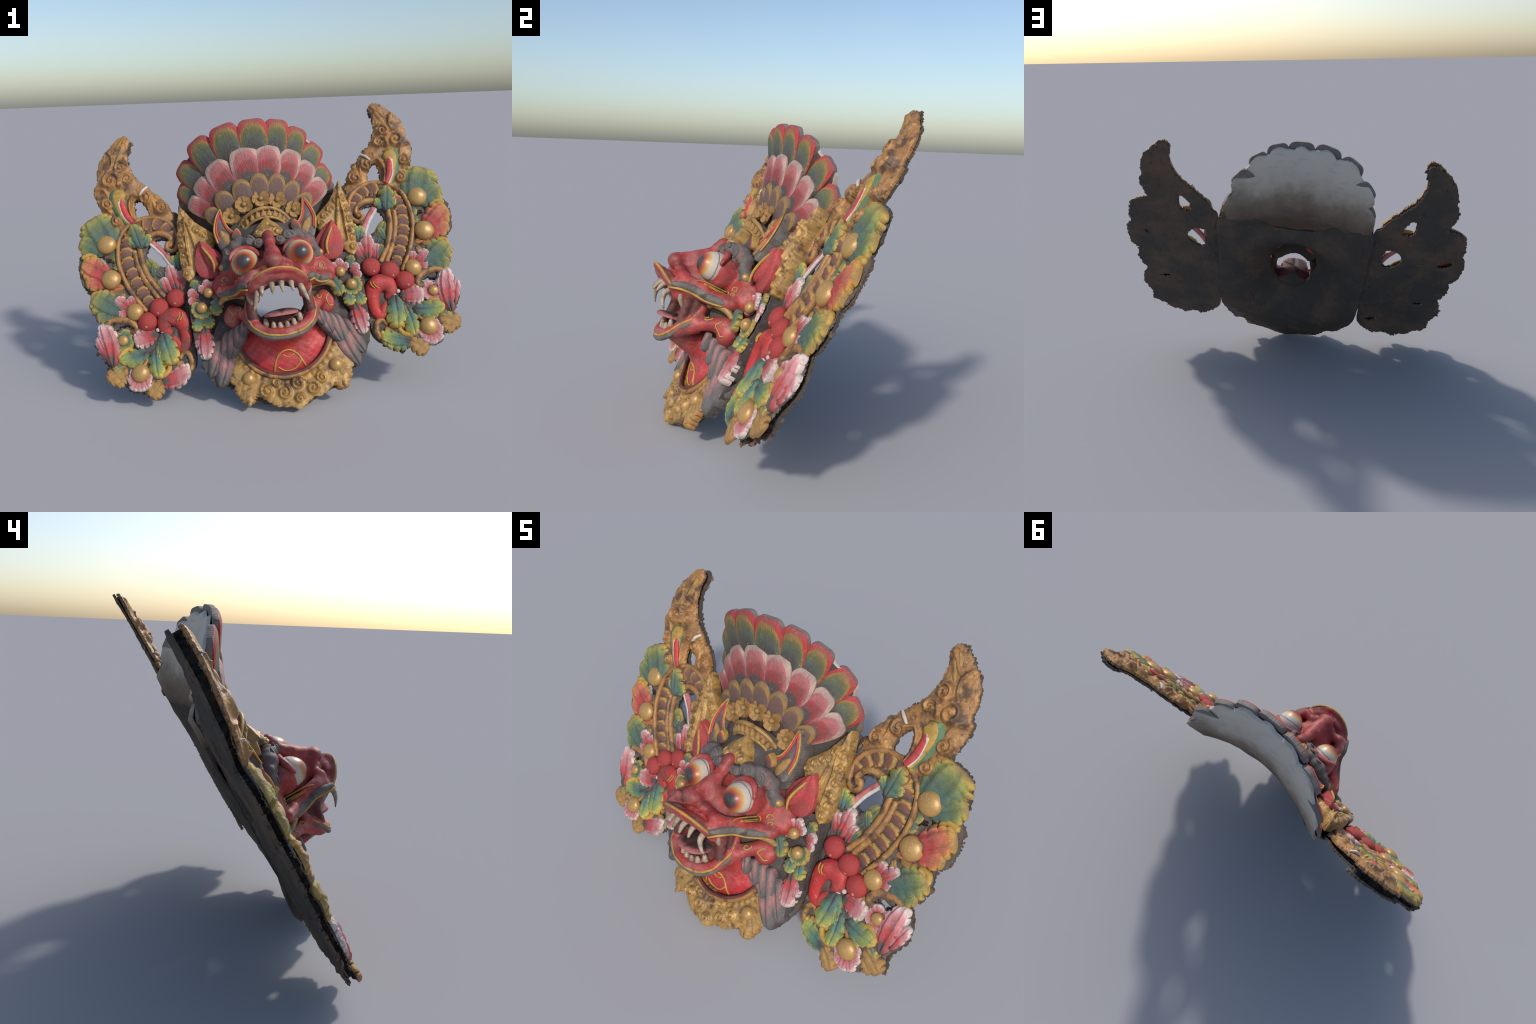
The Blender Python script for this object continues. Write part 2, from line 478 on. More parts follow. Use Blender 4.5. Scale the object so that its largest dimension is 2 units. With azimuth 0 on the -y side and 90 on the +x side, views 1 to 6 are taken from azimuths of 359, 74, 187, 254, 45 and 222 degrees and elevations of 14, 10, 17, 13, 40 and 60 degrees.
def leaf_mesh(w=0.35, a=0.5, b=0.4, bend=0.0, lobes=0, amp=0.2, dome=0.1, groove=0.03, thick=0.08, lift=0.0, nx=34, nt=25, tipdrop=0.025):
    key = (w, a, b, bend, lobes, amp, dome, groove, thick, lift)
    if key in LEAFMESH:
        return LEAFMESH[key]
    norm = (a / (a + b)) ** a * (b / (a + b)) ** b
    s = np.linspace(0, 1, nx)
    xs = 0.5 - 0.5 * np.cos(math.pi * s) * (1 - 0.0)
    xs = np.clip(xs, 0.002, 0.998)
    ts = np.linspace(-1, 1, nt)
    ts = np.sign(ts) * np.abs(ts) ** 0.85
    X, T = np.meshgrid(xs, ts, indexing='ij')
    W = w / norm * X ** a * (1 - X) ** b
    cut = 0.0
    if lobes:
        ph = (X * lobes * (1 + 0.15 * X)) % 1.0
        saw = np.where(ph < 0.8, (ph / 0.8) ** 2 * 0.0 + 1 - np.sqrt(np.clip(1 - ((ph - 0.45) / 0.6) ** 2, 0, 1)), 1.0)
        cut = amp * np.clip(saw, 0, 1) * np.abs(T) ** 3
    Y = bend * X ** 2 + T * W * (1 - cut)
    XX = X - (cut * 0.25 * X if lobes else 0)
    env = np.clip(np.minimum(X / 0.12, (1 - X) / 0.10), 0, 1) ** 0.6
    Z = dome * (1 - np.abs(T) ** 2.6) * (0.35 + 0.65 * env) + lift * X ** 2 - tipdrop * np.clip((X - 0.85) / 0.15, 0, 1) ** 2
    Z = Z - groove * np.exp(-(T / 0.14) ** 2) * env
    if lobes:
        Z = Z - 0.35 * dome * np.abs(T) * np.clip(saw, 0, 1) * env
    if lobes >= 4:
        Z = Z + 0.13 * dome * np.cos(T * math.pi * 5.0) * env * np.clip(X * 2, 0, 1)
    n = nx * nt
    V = np.concatenate([np.stack([XX, Y, Z], -1).reshape(-1, 3), np.stack([XX, Y, np.minimum(lift * X ** 2, 0) - thick + 0 * Z], -1).reshape(-1, 3)])
    F = []
    for i in range(nx - 1):
        for j in range(nt - 1):
            q = (i * nt + j, (i + 1) * nt + j, (i + 1) * nt + j + 1, i * nt + j + 1)
            F.append(q)
            F.append(tuple(k + n for k in reversed(q)))
    for i in range(nx - 1):
        F.append((i * nt, i * nt + n, (i + 1) * nt + n, (i + 1) * nt))
        j = nt - 1
        F.append((i * nt + j, (i + 1) * nt + j, (i + 1) * nt + j + n, i * nt + j + n))
    for j in range(nt - 1):
        F.append((j, j + 1, j + 1 + n, j + n))
        i = (nx - 1) * nt
        F.append((i + j, i + j + n, i + j + 1 + n, i + j + 1))
    LEAFMESH[key] = sharp(mesh_from("leaf_blade", V, F), 55)
    return LEAFMESH[key]


def leaf(parent, base, tip, z=0.0, pal="green", w=0.35, a=0.6, b=0.45, bend=0.0, lobes=4, amp=0.3, dome=0.1, groove=0.04,
         thick=0.15, lift=0.0, tilt=0.0, roll=0.0, normal=None, mirror=1, name="leaf", ztip=None):
    """place one carved leaf by its base and tip"""
    bx, by = base[:2]
    tx, ty = tip[:2]
    z0 = base[2] if len(base) > 2 else z
    z1 = tip[2] if len(tip) > 2 else (ztip if ztip is not None else z)
    B, Tp = Vector((bx, by, z0)), Vector((tx, ty, z1))
    L = (Tp - B).length
    ang_b = math.atan2(bend, 1.0)
    ln = math.sqrt(1 + bend * bend)
    S = L / ln
    X = (Tp - B).normalized()
    up = Vector(normal) if normal is not None else Vector((0, 0, 1))
    Y = up.cross(X).normalized()
    Z = X.cross(Y)
    R = Matrix((X, Y, Z)).transposed().to_4x4()
    R = R @ Matrix.Rotation(-ang_b, 4, 'Z') @ Matrix.Rotation(roll, 4, 'X') @ Matrix.Rotation(-tilt, 4, 'Y')
    Mx = Matrix.Translation(B) @ R @ Matrix.Diagonal((S, S, S, 1))
    if mirror < 0:
        Mx = Matrix.Diagonal((-1, 1, 1, 1)) @ Mx
    me = leaf_mesh(w, a, b, bend, lobes, amp, dome, groove, thick, lift)
    return link(name, me, parent, Mx, leaf_mat(pal, w, a, b, bend))


def ball_mesh(seed=0, amp=0.03):
    r = np.random.default_rng(seed)
    V, F = [], []
    nu, nv = 28, 16
    for j in range(nv + 1):
        ph = math.pi * j / nv
        for i in range(nu):
            th = 2 * math.pi * i / nu
            V.append((math.sin(ph) * math.cos(th), math.sin(ph) * math.sin(th), math.cos(ph)))
    V = np.array(V)
    k = 1 + amp * (np.sin(3.1 * V[:, 0] + 2 * V[:, 1] + seed) + np.sin(4.3 * V[:, 1] - 2.5 * V[:, 2] + 2 * seed) + 0.6 * np.sin(7 * V[:, 2] + 5 * V[:, 0])) / 2
    V *= k[:, None]
    for j in range(nv):
        for i in range(nu):
            a, b = j * nu + i, j * nu + (i + 1) % nu
            F.append((a, a + nu, b + nu, b))
    return mesh_from("bead", V, F)


BALLS = [ball_mesh(s) for s in range(3)]


def ball(parent, c, r, name, mat, mirror=1, flat=0.7, seed=0, rot=0.0):
    Mx = Matrix.Translation(Vector((c[0] * mirror, c[1], c[2]))) @ Matrix.Rotation(rot, 4, 'Z') @ Matrix.Diagonal((r, r, r * flat, 1))
    me = BALLS[seed % 3]
    if len(me.materials) == 0:
        me.materials.append(mat)
    return link(name, me, parent, Mx, mat)


# ------------------------------------------------------------------ wings
WING_OUT = [(0.445, 0.30), (0.478, 0.335), (0.499, 0.382), (0.554, 0.438), (0.583, 0.475), (0.626, 0.513), (0.655, 0.548), (0.686, 0.61),
            (0.695, 0.681), (0.680, 0.745), (0.700, 0.782), (0.740, 0.775), (0.796, 0.722), (0.840, 0.668), (0.860, 0.60), (0.862, 0.545),
            (0.880, 0.50), (0.868, 0.44), (0.846, 0.376), (0.892, 0.364), (0.940, 0.335), (0.964, 0.287), (0.972, 0.228), (0.968, 0.18),
            (0.990, 0.145), (1.000, 0.083), (0.993, 0.02), (0.978, -0.02), (0.946, -0.055), (0.956, -0.12), (0.933, -0.187), (0.905, -0.215),
            (0.935, -0.27), (0.946, -0.34), (0.930, -0.39), (0.894, -0.45), (0.902, -0.505), (0.862, -0.538), (0.818, -0.55), (0.785, -0.594),
            (0.735, -0.60), (0.695, -0.625), (0.660, -0.602), (0.625, -0.590), (0.570, -0.600), (0.520, -0.575), (0.474, -0.535), (0.450, -0.490),
            (0.445, -0.40), (0.445, -0.20), (0.445, 0.10)]
HOLES = [[(0.642, 0.418), (0.669, 0.403), (0.664, 0.318), (0.602, 0.318), (0.612, 0.376)],
         [(0.522, 0.161), (0.552, 0.180), (0.600, 0.168), (0.633, 0.120), (0.628, 0.080), (0.575, 0.036), (0.538, 0.036), (0.520, 0.090)],
         [(0.770, -0.260), (0.801, -0.253), (0.833, -0.269), (0.815, -0.28), (0.782, -0.281)]]
HOLE_R = [[(0.875, 0.115), (0.893, 0.098), (0.873, 0.085)]]
HOLE_L = [[(0.925, 0.115), (0.898, 0.145), (0.860, 0.11), (0.855, 0.075), (0.903, 0.082)],
          [(0.554, -0.444), (0.502, -0.456), (0.52, -0.49), (0.558, -0.472)]]
WING_POLY = catmull(WING_OUT, 5, True)
FRONT, BACKZ, GROUND = -0.041, -0.056, -0.028


def warp(side, u, v):
    """the two wings are not quite in one plane"""
    a = np.maximum(np.abs(u) - 0.45, 0)
    low = (0.06 if side > 0 else 0.02) * np.maximum(-0.25 - v, 0) * np.minimum(a * 6, 1)
    if side > 0:
        return 0.010 * a + low
    return 0.035 * a + 0.11 * np.maximum(v - 0.35, 0) * np.minimum(a * 6, 1) + low


def back_z(side, u, v):
    a = np.maximum(np.abs(u) - 0.5, 0)
    if side > 0:
        return BACKZ + 0.020 * a + 0.012 * np.clip((v + 0.3) / 0.4, 0, 1) - 0.008 - 0.02 * np.maximum(v - 0.55, 0)
    return BACKZ - 0.002 + 0.02 * a + 0.075 * np.maximum(v - 0.35, 0) * np.minimum(a * 6, 1)


def lean(side, x, y):
    """the left plume leans inward and stands a little higher"""
    k = np.maximum(np.asarray(y, float) - 0.48, 0)
    if side > 0:
        return x + 0.03 * k, y
    return x - 0.11 * k, y + 0.01 * k


def leaned(me, side):
    for v in me.vertices:
        x, y = lean(side, side * v.co.x, v.co.y)
        v.co.x, v.co.y = side * float(x), float(y)
    return me


def wing_sdf(holes, rag, inset, seed):
    def f(x, y):
        d = poly_sdf(x, y, WING_POLY) + inset
        for h in holes:
            d = np.maximum(d, -poly_sdf(x, y, catmull(h, 4, True)) + inset * 0.5)
        far = np.clip((x - 0.46) / 0.05, 0, 1)
        return d + rag * far * (rough2(x, y, 190, seed) + 0.8 * rough2(x, y, 420, seed + 1))
    return f


PLUME_OUT = [(0.470, 0.285), (0.482, 0.335), (0.499, 0.382), (0.554, 0.438), (0.583, 0.475), (0.626, 0.513), (0.655, 0.548), (0.686, 0.61),
             (0.695, 0.681), (0.682, 0.745), (0.702, 0.778), (0.740, 0.771), (0.796, 0.718), (0.838, 0.664), (0.858, 0.60), (0.858, 0.545),
             (0.876, 0.50), (0.864, 0.44), (0.842, 0.376), (0.828, 0.32), (0.79, 0.27), (0.73, 0.25), (0.66, 0.28), (0.57, 0.29), (0.52, 0.25)]
PLUME_POLY = catmull(PLUME_OUT, 5, True)
PLUME_RIDGES = [  # (path, width, height)
    (spiral(0.727, 0.597, 0.036, 1.5, 2.6, -1), 0.009, 0.016),
    (spiral(0.785, 0.530, 0.052, 1.5, 3.6, -1), 0.013, 0.020),
    (spiral(0.697, 0.530, 0.034, 1.3, 0.4, 1), 0.009, 0.014),
    (spiral(0.806, 0.408, 0.032, 1.4, 1.0, -1), 0.008, 0.014),
    (spiral(0.768, 0.308, 0.030, 1.3, 1.2, -1), 0.008, 0.014),
    (spiral(0.610, 0.412, 0.036, 1.3, 2.2, 1), 0.010, 0.018),
    (spiral(0.527, 0.345, 0.038, 1.6, 1.2, 1), 0.009, 0.016),
    (catmull([(0.80, 0.70), (0.775, 0.66), (0.778, 0.61), (0.80, 0.585)], 6), 0.007, 0.012),
    (catmull([(0.70, 0.75), (0.74, 0.70), (0.775, 0.66)], 6), 0.007, 0.008),
    (catmull([(0.865, 0.50), (0.82, 0.49), (0.80, 0.45)], 6), 0.007, 0.010),
    (catmull([(0.85, 0.37), (0.83, 0.39), (0.80, 0.365)], 6), 0.007, 0.010),
    (catmull([(0.56, 0.44), (0.565, 0.39), (0.56, 0.33)], 6), 0.007, 0.010),
    (catmull([(0.636, 0.428), (0.668, 0.437), (0.690, 0.40), (0.692, 0.35), (0.678, 0.30)], 6), 0.010, 0.020),
]


def make_wing(side):
    mir = side < 0
    holes = HOLES + (HOLE_R if side > 0 else HOLE_L)
    wz = lambda u, v: warp(side, u, v)
    # back board
    bz = lambda u, v: back_z(side, u, v)
    sd = wing_sdf(holes, 0.0045, 0.0, 5 + side)
    board = link("wing", leaned(relief_panel("wing_board", sd, (0.43, -0.66, 1.03, 0.82),
                 lambda x, y, d: np.minimum(bz(x, y) + 0.009, GROUND - 0.012 + wz(x, y)),
                 lambda x, y, d: bz(x, y) + 0.0025 * rough2(x, y, 30, 3) + 0.002 * rough2(x, y, 110, 4), 0.0045, mir), side), mat=M_BACK)
    # solid inset slab, black, filling the gap between the front and back boards
    sd2 = wing_sdf(holes, 0.003, 0.017, 9)
    link("black_gap_fill", leaned(relief_panel("wing_core", sd2, (0.43, -0.66, 1.03, 0.82),
         lambda x, y, d: GROUND - 0.006 + wz(x, y), lambda x, y, d: bz(x, y) + 0.006, 0.007, mir), side), board, mat=M_RIM)
    # carved ground in front
    sd3 = wing_sdf(holes, 0.0025, 0.004, 21 + side)
    link("carved_ground", leaned(relief_panel("wing_ground", sd3, (0.43, -0.66, 1.03, 0.82),
         lambda x, y, d: GROUND + wz(x, y) + 0.006 * rough2(x, y, 52, 8) + 0.002 * rough2(x, y, 150, 18) - 0.006 * np.exp(d / 0.008),
         lambda x, y, d: GROUND - 0.009 + wz(x, y), 0.0045, mir), side), board, mat=M_WOODDARK)

    # gilded plume with carved scrolls
    def psd(x, y):
        d = poly_sdf(x, y, PLUME_POLY)
        d = np.maximum(d, -poly_sdf(x, y, catmull(HOLES[0], 4, True)))
        return d + 0.0025 * (rough2(x, y, 200, 31) + rough2(x, y, 420, 32))

    def ptop(x, y, d):
        z = GROUND + 0.002 + 0.014 * (1 - np.exp(d / 0.02))
        for path, wdt, h in PLUME_RIDGES:
            dd = line_dist(x, y, path)
            z = z + h * np.exp(-(dd / wdt) ** 2)
            if len(path) > 34:
                c0, r0 = np.mean(path, axis=0), np.hypot(*(np.array(path[0]) - np.mean(path, axis=0)))
                z = z + 0.55 * h * np.exp(-(np.hypot(x - c0[0], y - c0[1]) / (1.05 * r0)) ** 4)
        dim = np.zeros_like(x)
        rr = np.random.default_rng(3)
        for k in range(34):
            i = rr.integers(len(x))
            dim = np.maximum(dim, np.exp(-((x - x[i]) ** 2 + (y - y[i]) ** 2) / 0.0045 ** 2))
        return z - 0.006 * dim + 0.0010 * rough2(x, y, 70, 33) + wz(x, y)
    link("plume", leaned(relief_panel("plume_relief", psd, (0.44, 0.22, 0.92, 0.82), ptop,
         lambda x, y, d: GROUND - 0.010 + wz(x, y), 0.003, mir), side), board, mat=M_GOLDB)

    def gold_leaves():
        for b_, t_, w_ in (((.775, .60), (.712, .765), .20), ((.80, .575), (.808, .695), .20), ((.81, .56), (.850, .612), .34), ((.82, .44), (.868, .500), .36), ((.80, .38), (.852, .425), .36),
                           ((.725, .55), (.680, .57), .36), ((.735, .61), (.706, .66), .30), ((.545, .35), (.562, .440), .34), ((.60, .42), (.628, .495), .32), ((.79, .31), (.838, .345), .36),
                           ((.51, .30), (.496, .355), .30), ((.70, .49), (.665, .53), .32), ((.74, .63), (.745, .735), .22)):
            Lf(b_, t_, "gold", w_, z=0.008, zt=0.008, a=0.5, b=0.42, lobes=3, amp=0.22, dome=0.12, groove=0.05, thick=0.08, name="plume_leaf")

    def T(name, pts, rad, mat, z=0.0, sides=10, flat=1.0, smooth=6):
        pp = catmull(pts, smooth)
        zz = np.full(len(pp), z) if np.isscalar(z) else np.interp(np.linspace(0, 1, len(pp)), np.linspace(0, 1, len(z)), z)
        lx, ly = lean(side, pp[:, 0], pp[:, 1])
        p3 = np.column_stack([lx, ly, FRONT + zz + wz(pp[:, 0], pp[:, 1])])
        return link(name, tube(name, p3, rad, sides, mir, flat), board, mat=mat)

    def Lf(p0, p1, pal, w=0.35, z=0.012, zt=None, **kw):
        z = z + 0.004
        zt = None if zt is None else zt + 0.004
        zb = FRONT + z + float(wz(np.array(p0[0]), np.array(p0[1])))
        ze = FRONT + (z if zt is None else zt) + float(wz(np.array(p1[0]), np.array(p1[1])))
        j = lambda s: RNG.uniform(-s, s)
        p0, p1 = lean(side, *p0[:2]), lean(side, *p1[:2])
        L = math.hypot(p1[0] - p0[0], p1[1] - p0[1])
        kw["thick"] = round(0.010 / L, 2)
        return leaf(board, (float(p0[0]) + j(.003), float(p0[1]) + j(.003), zb), (float(p1[0]) + j(.004), float(p1[1]) + j(.004), ze), pal=pal, w=w, mirror=side, **kw)

    def Bl(c, r, name="gold_bead", mat=M_BALL, z=0.026, flat=0.62, seed=0):
        return ball(board, (c[0], c[1], FRONT + z + float(wz(np.array(c[0]), np.array(c[1])))), r, name, mat, side, flat, seed, RNG.uniform(0, 6))

    gold_leaves()
    # tie wire on the plume
    T("tie_wire", [(0.590, 0.478), (0.612, 0.458), (0.640, 0.424)], [0.006, 0.008, 0.006], M_WHITE, z=[0.024, 0.036, 0.03])
    # striped feather stalk: nested bands, each a little prouder
    stalk = [(0.694, 0.285), (0.722, 0.335), (0.737, 0.385), (0.742, 0.43), (0.736, 0.458)]
    T("stalk_band", [(0.700, 0.29), (0.731, 0.335), (0.748, 0.39), (0.752, 0.435), (0.735, 0.465)], [0.026, 0.032, 0.038, 0.045, 0.050, 0.046], M_GREENP, 0.022, 14, 0.55)
    T("stalk_band", [(0.698, 0.29), (0.726, 0.335), (0.743, 0.39), (0.747, 0.435), (0.732, 0.464)], [0.020, 0.024, 0.029, 0.036, 0.041, 0.037], M_YLINE, 0.028, 14, 0.60)
    T("stalk_band", [(0.694, 0.29), (0.722, 0.335), (0.739, 0.39), (0.744, 0.435), (0.731, 0.462)], [0.015, 0.018, 0.021, 0.026, 0.030, 0.026], M_WHITE, 0.034, 14, 0.60)
    T("stalk_band", [(0.688, 0.29), (0.715, 0.335), (0.731, 0.39), (0.736, 0.432), (0.726, 0.462)], [0.013, 0.016, 0.018, 0.018, 0.016, 0.010], M_RED, 0.039, 12, 0.6)
    # the curved trunk band: outer rail, scales, inner rail
    T("trunk_rail", [(0.503, 0.154), (0.520, 0.148), (0.527, 0.122), (0.500, 0.103), (0.470, 0.129), (0.463, 0.181), (0.478, 0.236), (0.526, 0.285),
                     (0.594, 0.307), (0.660, 0.300), (0.727, 0.267), (0.770, 0.207), (0.785, 0.122), (0.780, 0.042), (0.750, -0.053),
                     (0.708, -0.135), (0.670, -0.195)], [0.009] + [0.0125] * 14 + [0.011], M_GOLDB, 0.020, 12, 1.15)
    T("trunk_rail", [(0.606, 0.205), (0.550, 0.212), (0.508, 0.189), (0.497, 0.160), (0.505, 0.140), (0.522, 0.138)], [0.018, 0.018, 0.016, 0.014, 0.015], M_GOLDB, 0.014, 12, 1.1)
    T("trunk_rail", [(0.668, 0.150), (0.662, 0.06), (0.630, -0.036), (0.570, -0.134)], [0.014, 0.016, 0.016, 0.013], M_GOLDB, 0.018, 12, 1.1)
    T("trunk_rail", [(0.698, 0.134), (0.690, 0.06), (0.657, -0.036), (0.600, -0.138)], [0.014, 0.016, 0.016, 0.013], M_GOLDB, 0.016, 12, 1.1)
    T("trunk_ground", [(0.485, 0.16), (0.488, 0.215), (0.535, 0.258), (0.600, 0.272), (0.665, 0.262), (0.716, 0.223), (0.741, 0.152), (0.738, 0.07),
                       (0.715, -0.01), (0.684, -0.08), (0.645, -0.165)], 0.036, M_CHAR, 0.008, 12, 0.35)
    path = catmull([(0.478, 0.150), (0.492, 0.222), (0.540, 0.259), (0.608, 0.279), (0.660, 0.268), (0.714, 0.223), (0.738, 0.152), (0.735, 0.07),
                    (0.713, -0.01), (0.684, -0.08), (0.640, -0.175)], 20)
    seg = np.linalg.norm(np.diff(path, axis=0), axis=1)
    cum = np.concatenate([[0], np.cumsum(seg)])
    nsc = 13
    for i in range(nsc):
        s0 = cum[-1] * (1 - (i + 1.05) / nsc)
        at = lambda s: np.array([np.interp(s, cum, path[:, 0]), np.interp(s, cum, path[:, 1])])
        b0, t0 = at(max(s0 - 0.012, 0)), at(s0 + 0.072)
        if i < 7:   # scales on the descending part point up the band, on the curl they lean outward
            b0, t0 = at(s0 + 0.02), at(max(s0 - 0.05, 0.0)) 
            b0, t0 = at(s0 + 0.075), at(s0 - 0.004)
        Lf(b0, t0, "scale", 0.44, z=0.006, zt=0.024, a=0.35, b=0.3, lobes=3, amp=0.18, dome=0.12, groove=0.0, thick=0.2, name="scale")
    # leaf clasping the band
    Lf((0.655, 0.135), (0.690, 0.278), "teal", 0.30, z=0.022, zt=0.03, lobes=3, amp=0.3, dome=0.14)
    Lf((0.645, 0.150), (0.607, 0.212), "green", 0.34, z=0.02, zt=0.03, lobes=2, amp=0.25, dome=0.14)
    Lf((0.668, 0.150), (0.716, 0.205), "green", 0.34, z=0.02, zt=0.03, lobes=2, amp=0.25, dome=0.14)
    # red and white strut, teal blade behind the openings
    T("strut", [(0.512, 0.040), (0.547, 0.104), (0.600, 0.170)], [0.018, 0.016, 0.016], M_PINKP, 0.008, 10, 0.8)
    T("strut_edge", [(0.522, 0.032), (0.558, 0.098), (0.611, 0.164)], [0.010, 0.009, 0.010], M_WHITE, 0.012, 8, 0.8)
    Lf((0.568, -0.03), (0.640, 0.085), "teal", 0.22, z=0.004, lobes=0, dome=0.08)
    # upper fan leaf with bead
    Lf((0.815, 0.15), (0.900, 0.352), "teal", 0.50, z=0.008, zt=0.018, a=0.5, b=0.28, lobes=5, amp=0.22, dome=0.12, bend=0.0)
    Lf((0.83, 0.15), (0.972, 0.235), "teal", 0.40, z=0.006, zt=0.014, a=0.6, b=0.35, lobes=3, amp=0.22, dome=0.12)
    Lf((0.80, 0.20), (0.800, 0.085), "teal", 0.26, z=0.004, lobes=0, dome=0.1)
    T("leaf_curl", [(0.872, 0.34), (0.840, 0.342), (0.824, 0.318), (0.834, 0.296), (0.850, 0.304)], [0.014, 0.013, 0.012, 0.010, 0.008], M_YLINE, 0.014, 10)
    Bl((0.836, 0.189), 0.052)
    # orange leaf with bead
    Lf((0.82, 0.0), (0.972, 0.112), "orange", 0.38, z=0.008, zt=0.018, a=0.55, b=0.32, lobes=4, amp=0.22, dome=0.12, bend=0.12)
    Lf((0.82, -0.01), (0.970, 0.008), "orange", 0.34, z=0.006, zt=0.014, a=0.5, b=0.35, lobes=3, amp=0.22, dome=0.12)
    Lf((0.90, -0.035), (0.765, -0.055), "orange", 0.16, z=0.004, lobes=0, dome=0.1)
    T("leaf_curl", [(0.968, 0.138), (0.930, 0.150), (0.904, 0.135), (0.910, 0.115), (0.926, 0.118)], [0.016, 0.014, 0.012, 0.010, 0.008], M_YLINE, 0.014, 10)
    Bl((0.831, -0.002), 0.052, seed=1)
    # teal leaf, pink petals and bead
    Lf((0.79, -0.19), (0.935, -0.085), "teal", 0.42, z=0.008, zt=0.018, a=0.5, b=0.32, lobes=4, amp=0.25, dome=0.12)
    Lf((0.80, -0.19), (0.930, -0.185), "teal", 0.34, z=0.006, zt=0.014, a=0.5, b=0.35, lobes=3, amp=0.22, dome=0.12)
    T("leaf_curl", [(0.935, -0.10), (0.930, -0.068), (0.902, -0.06), (0.890, -0.078)], [0.014, 0.014, 0.012, 0.009], M_YLINE, 0.014, 10)
    Lf((0.745, -0.18), (0.822, -0.108), "pink", 0.34, z=0.014, zt=0.024, a=0.5, b=0.35, lobes=3, dome=0.12)
    Lf((0.735, -0.17), (0.742, -0.105), "pink", 0.40, z=0.014, zt=0.022, a=0.5, b=0.35, lobes=2, dome=0.12)
    Lf((0.75, -0.19), (0.815, -0.185), "pink", 0.40, z=0.014, zt=0.022, a=0.5, b=0.35, lobes=2, dome=0.12)
    Bl((0.727, -0.192), 0.044, seed=2)
    # gold C scroll over the lower opening
    T("scroll", [(0.882, -0.232), (0.850, -0.217), (0.810, -0.218), (0.764, -0.232), (0.735, -0.262), (0.738, -0.290), (0.762, -0.290)],
      [0.016, 0.017, 0.019, 0.018, 0.016, 0.016, 0.014], M_GOLDB, 0.014, 12)
    # long pink leaf at the edge
    Lf((0.865, -0.452), (0.892, -0.225), "pink", 0.24, z=0.006, zt=0.016, a=0.6, b=0.35, bend=-0.22, lobes=4, amp=0.2, dome=0.10)
    Lf((0.885, -0.42), (0.935, -0.29), "pink", 0.22, z=0.004, zt=0.012, bend=-0.1, lobes=3, amp=0.2, dome=0.10)
    # cup with small bead
    for k in range(4):
        a = k * math.pi / 2 + 0.5
        Lf((0.803, -0.328), (0.803 + 0.060 * math.cos(a), -0.328 + 0.060 * math.sin(a)), "cup" if side < 0 else "pink", 0.55, z=0.006, zt=0.014, a=0.4, b=0.35, lobes=0, dome=0.1)
    Bl((0.803, -0.328), 0.027, z=0.022)
    # curled green leaf
    Lf((0.678, -0.402), (0.838, -0.428), "green", 0.32, z=0.010, zt=0.018, bend=0.22, lobes=3, amp=0.2, dome=0.12)
    T("leaf_curl", [(0.828, -0.42), (0.808, -0.388), (0.782, -0.375), (0.764, -0.390), (0.778, -0.402)], [0.018, 0.016, 0.013, 0.011, 0.008], M_YLINE, 0.016, 10)
    # berries and the curled bean
    for c, r, sd_ in (((0.512, -0.153), 0.050, 0), ((0.604, -0.189), 0.051, 1), ((0.670, -0.252), 0.050, 2)):
        Bl(c, r, "berry", M_BERRY, 0.026, 0.66, sd_)
        Bl((c[0] + 0.006, c[1] - 0.030), 0.008, "berry_tip", M_PINKP, 0.048, 0.8)
    T("bean", [(0.563, -0.330), (0.586, -0.298), (0.576, -0.258), (0.535, -0.246), (0.498, -0.275), (0.486, -0.33), (0.490, -0.385), (0.515, -0.412), (0.540, -0.375), (0.552, -0.345)],
      [0.016, 0.034, 0.046, 0.048, 0.044, 0.034, 0.030, 0.026, 0.024, 0.012], M_BERRY, [0.012, 0.022, 0.026, 0.026, 0.022, 0.016, 0.012, 0.010, 0.010], 14, 0.66)
    for dx in (0.0, 0.014):
        T("bean_mark", [(0.487 + dx, -0.236), (0.490 + dx, -0.258), (0.504 + dx, -0.275)], 0.0032, M_YLINE, [0.050, 0.058, 0.057], 6)
    Bl((0.597, -0.318), 0.014, "berry_tip", M_WHITE, 0.022, 0.8)
    Bl((0.624, -0.302), 0.011, "berry_tip", M_WHITE, 0.022, 0.8)
    # leaves below the berries
    Lf((0.625, -0.325), (0.752, -0.345), "pink", 0.42, z=0.012, zt=0.022, a=0.55, b=0.32, lobes=4, amp=0.25, dome=0.12)
    Lf((0.600, -0.318), (0.572, -0.490), "green", 0.31, z=0.014, zt=0.026, a=0.55, b=0.36, lobes=3, amp=0.25, dome=0.14, bend=-0.05)
    Lf((0.610, -0.335), (0.640, -0.452), "green", 0.20, z=0.010, zt=0.020, a=0.55, b=0.36, lobes=2, amp=0.25, dome=0.12)
    Lf((0.645, -0.385), (0.650, -0.545), "green", 0.27, z=0.010, zt=0.020, a=0.6, b=0.36, lobes=3, amp=0.22, dome=0.13, bend=-0.16)
    T("leaf_curl", [(0.640, -0.535), (0.606, -0.525), (0.588, -0.498), (0.597, -0.478), (0.612, -0.488)], [0.016, 0.015, 0.013, 0.011, 0.009], M_YLINE, 0.016, 10)
    T("scroll", [(0.532, -0.462), (0.512, -0.436), (0.485, -0.446), (0.474, -0.482), (0.486, -0.525)], [0.011, 0.014, 0.016, 0.016, 0.014], M_GOLDB, 0.012, 12)
    Lf((0.640, -0.565), (0.482, -0.520), "green" if side > 0 else "pink", 0.36, z=0.006, zt=0.014, a=0.55, b=0.35, bend=-0.26, lobes=4, amp=0.18, dome=0.12)
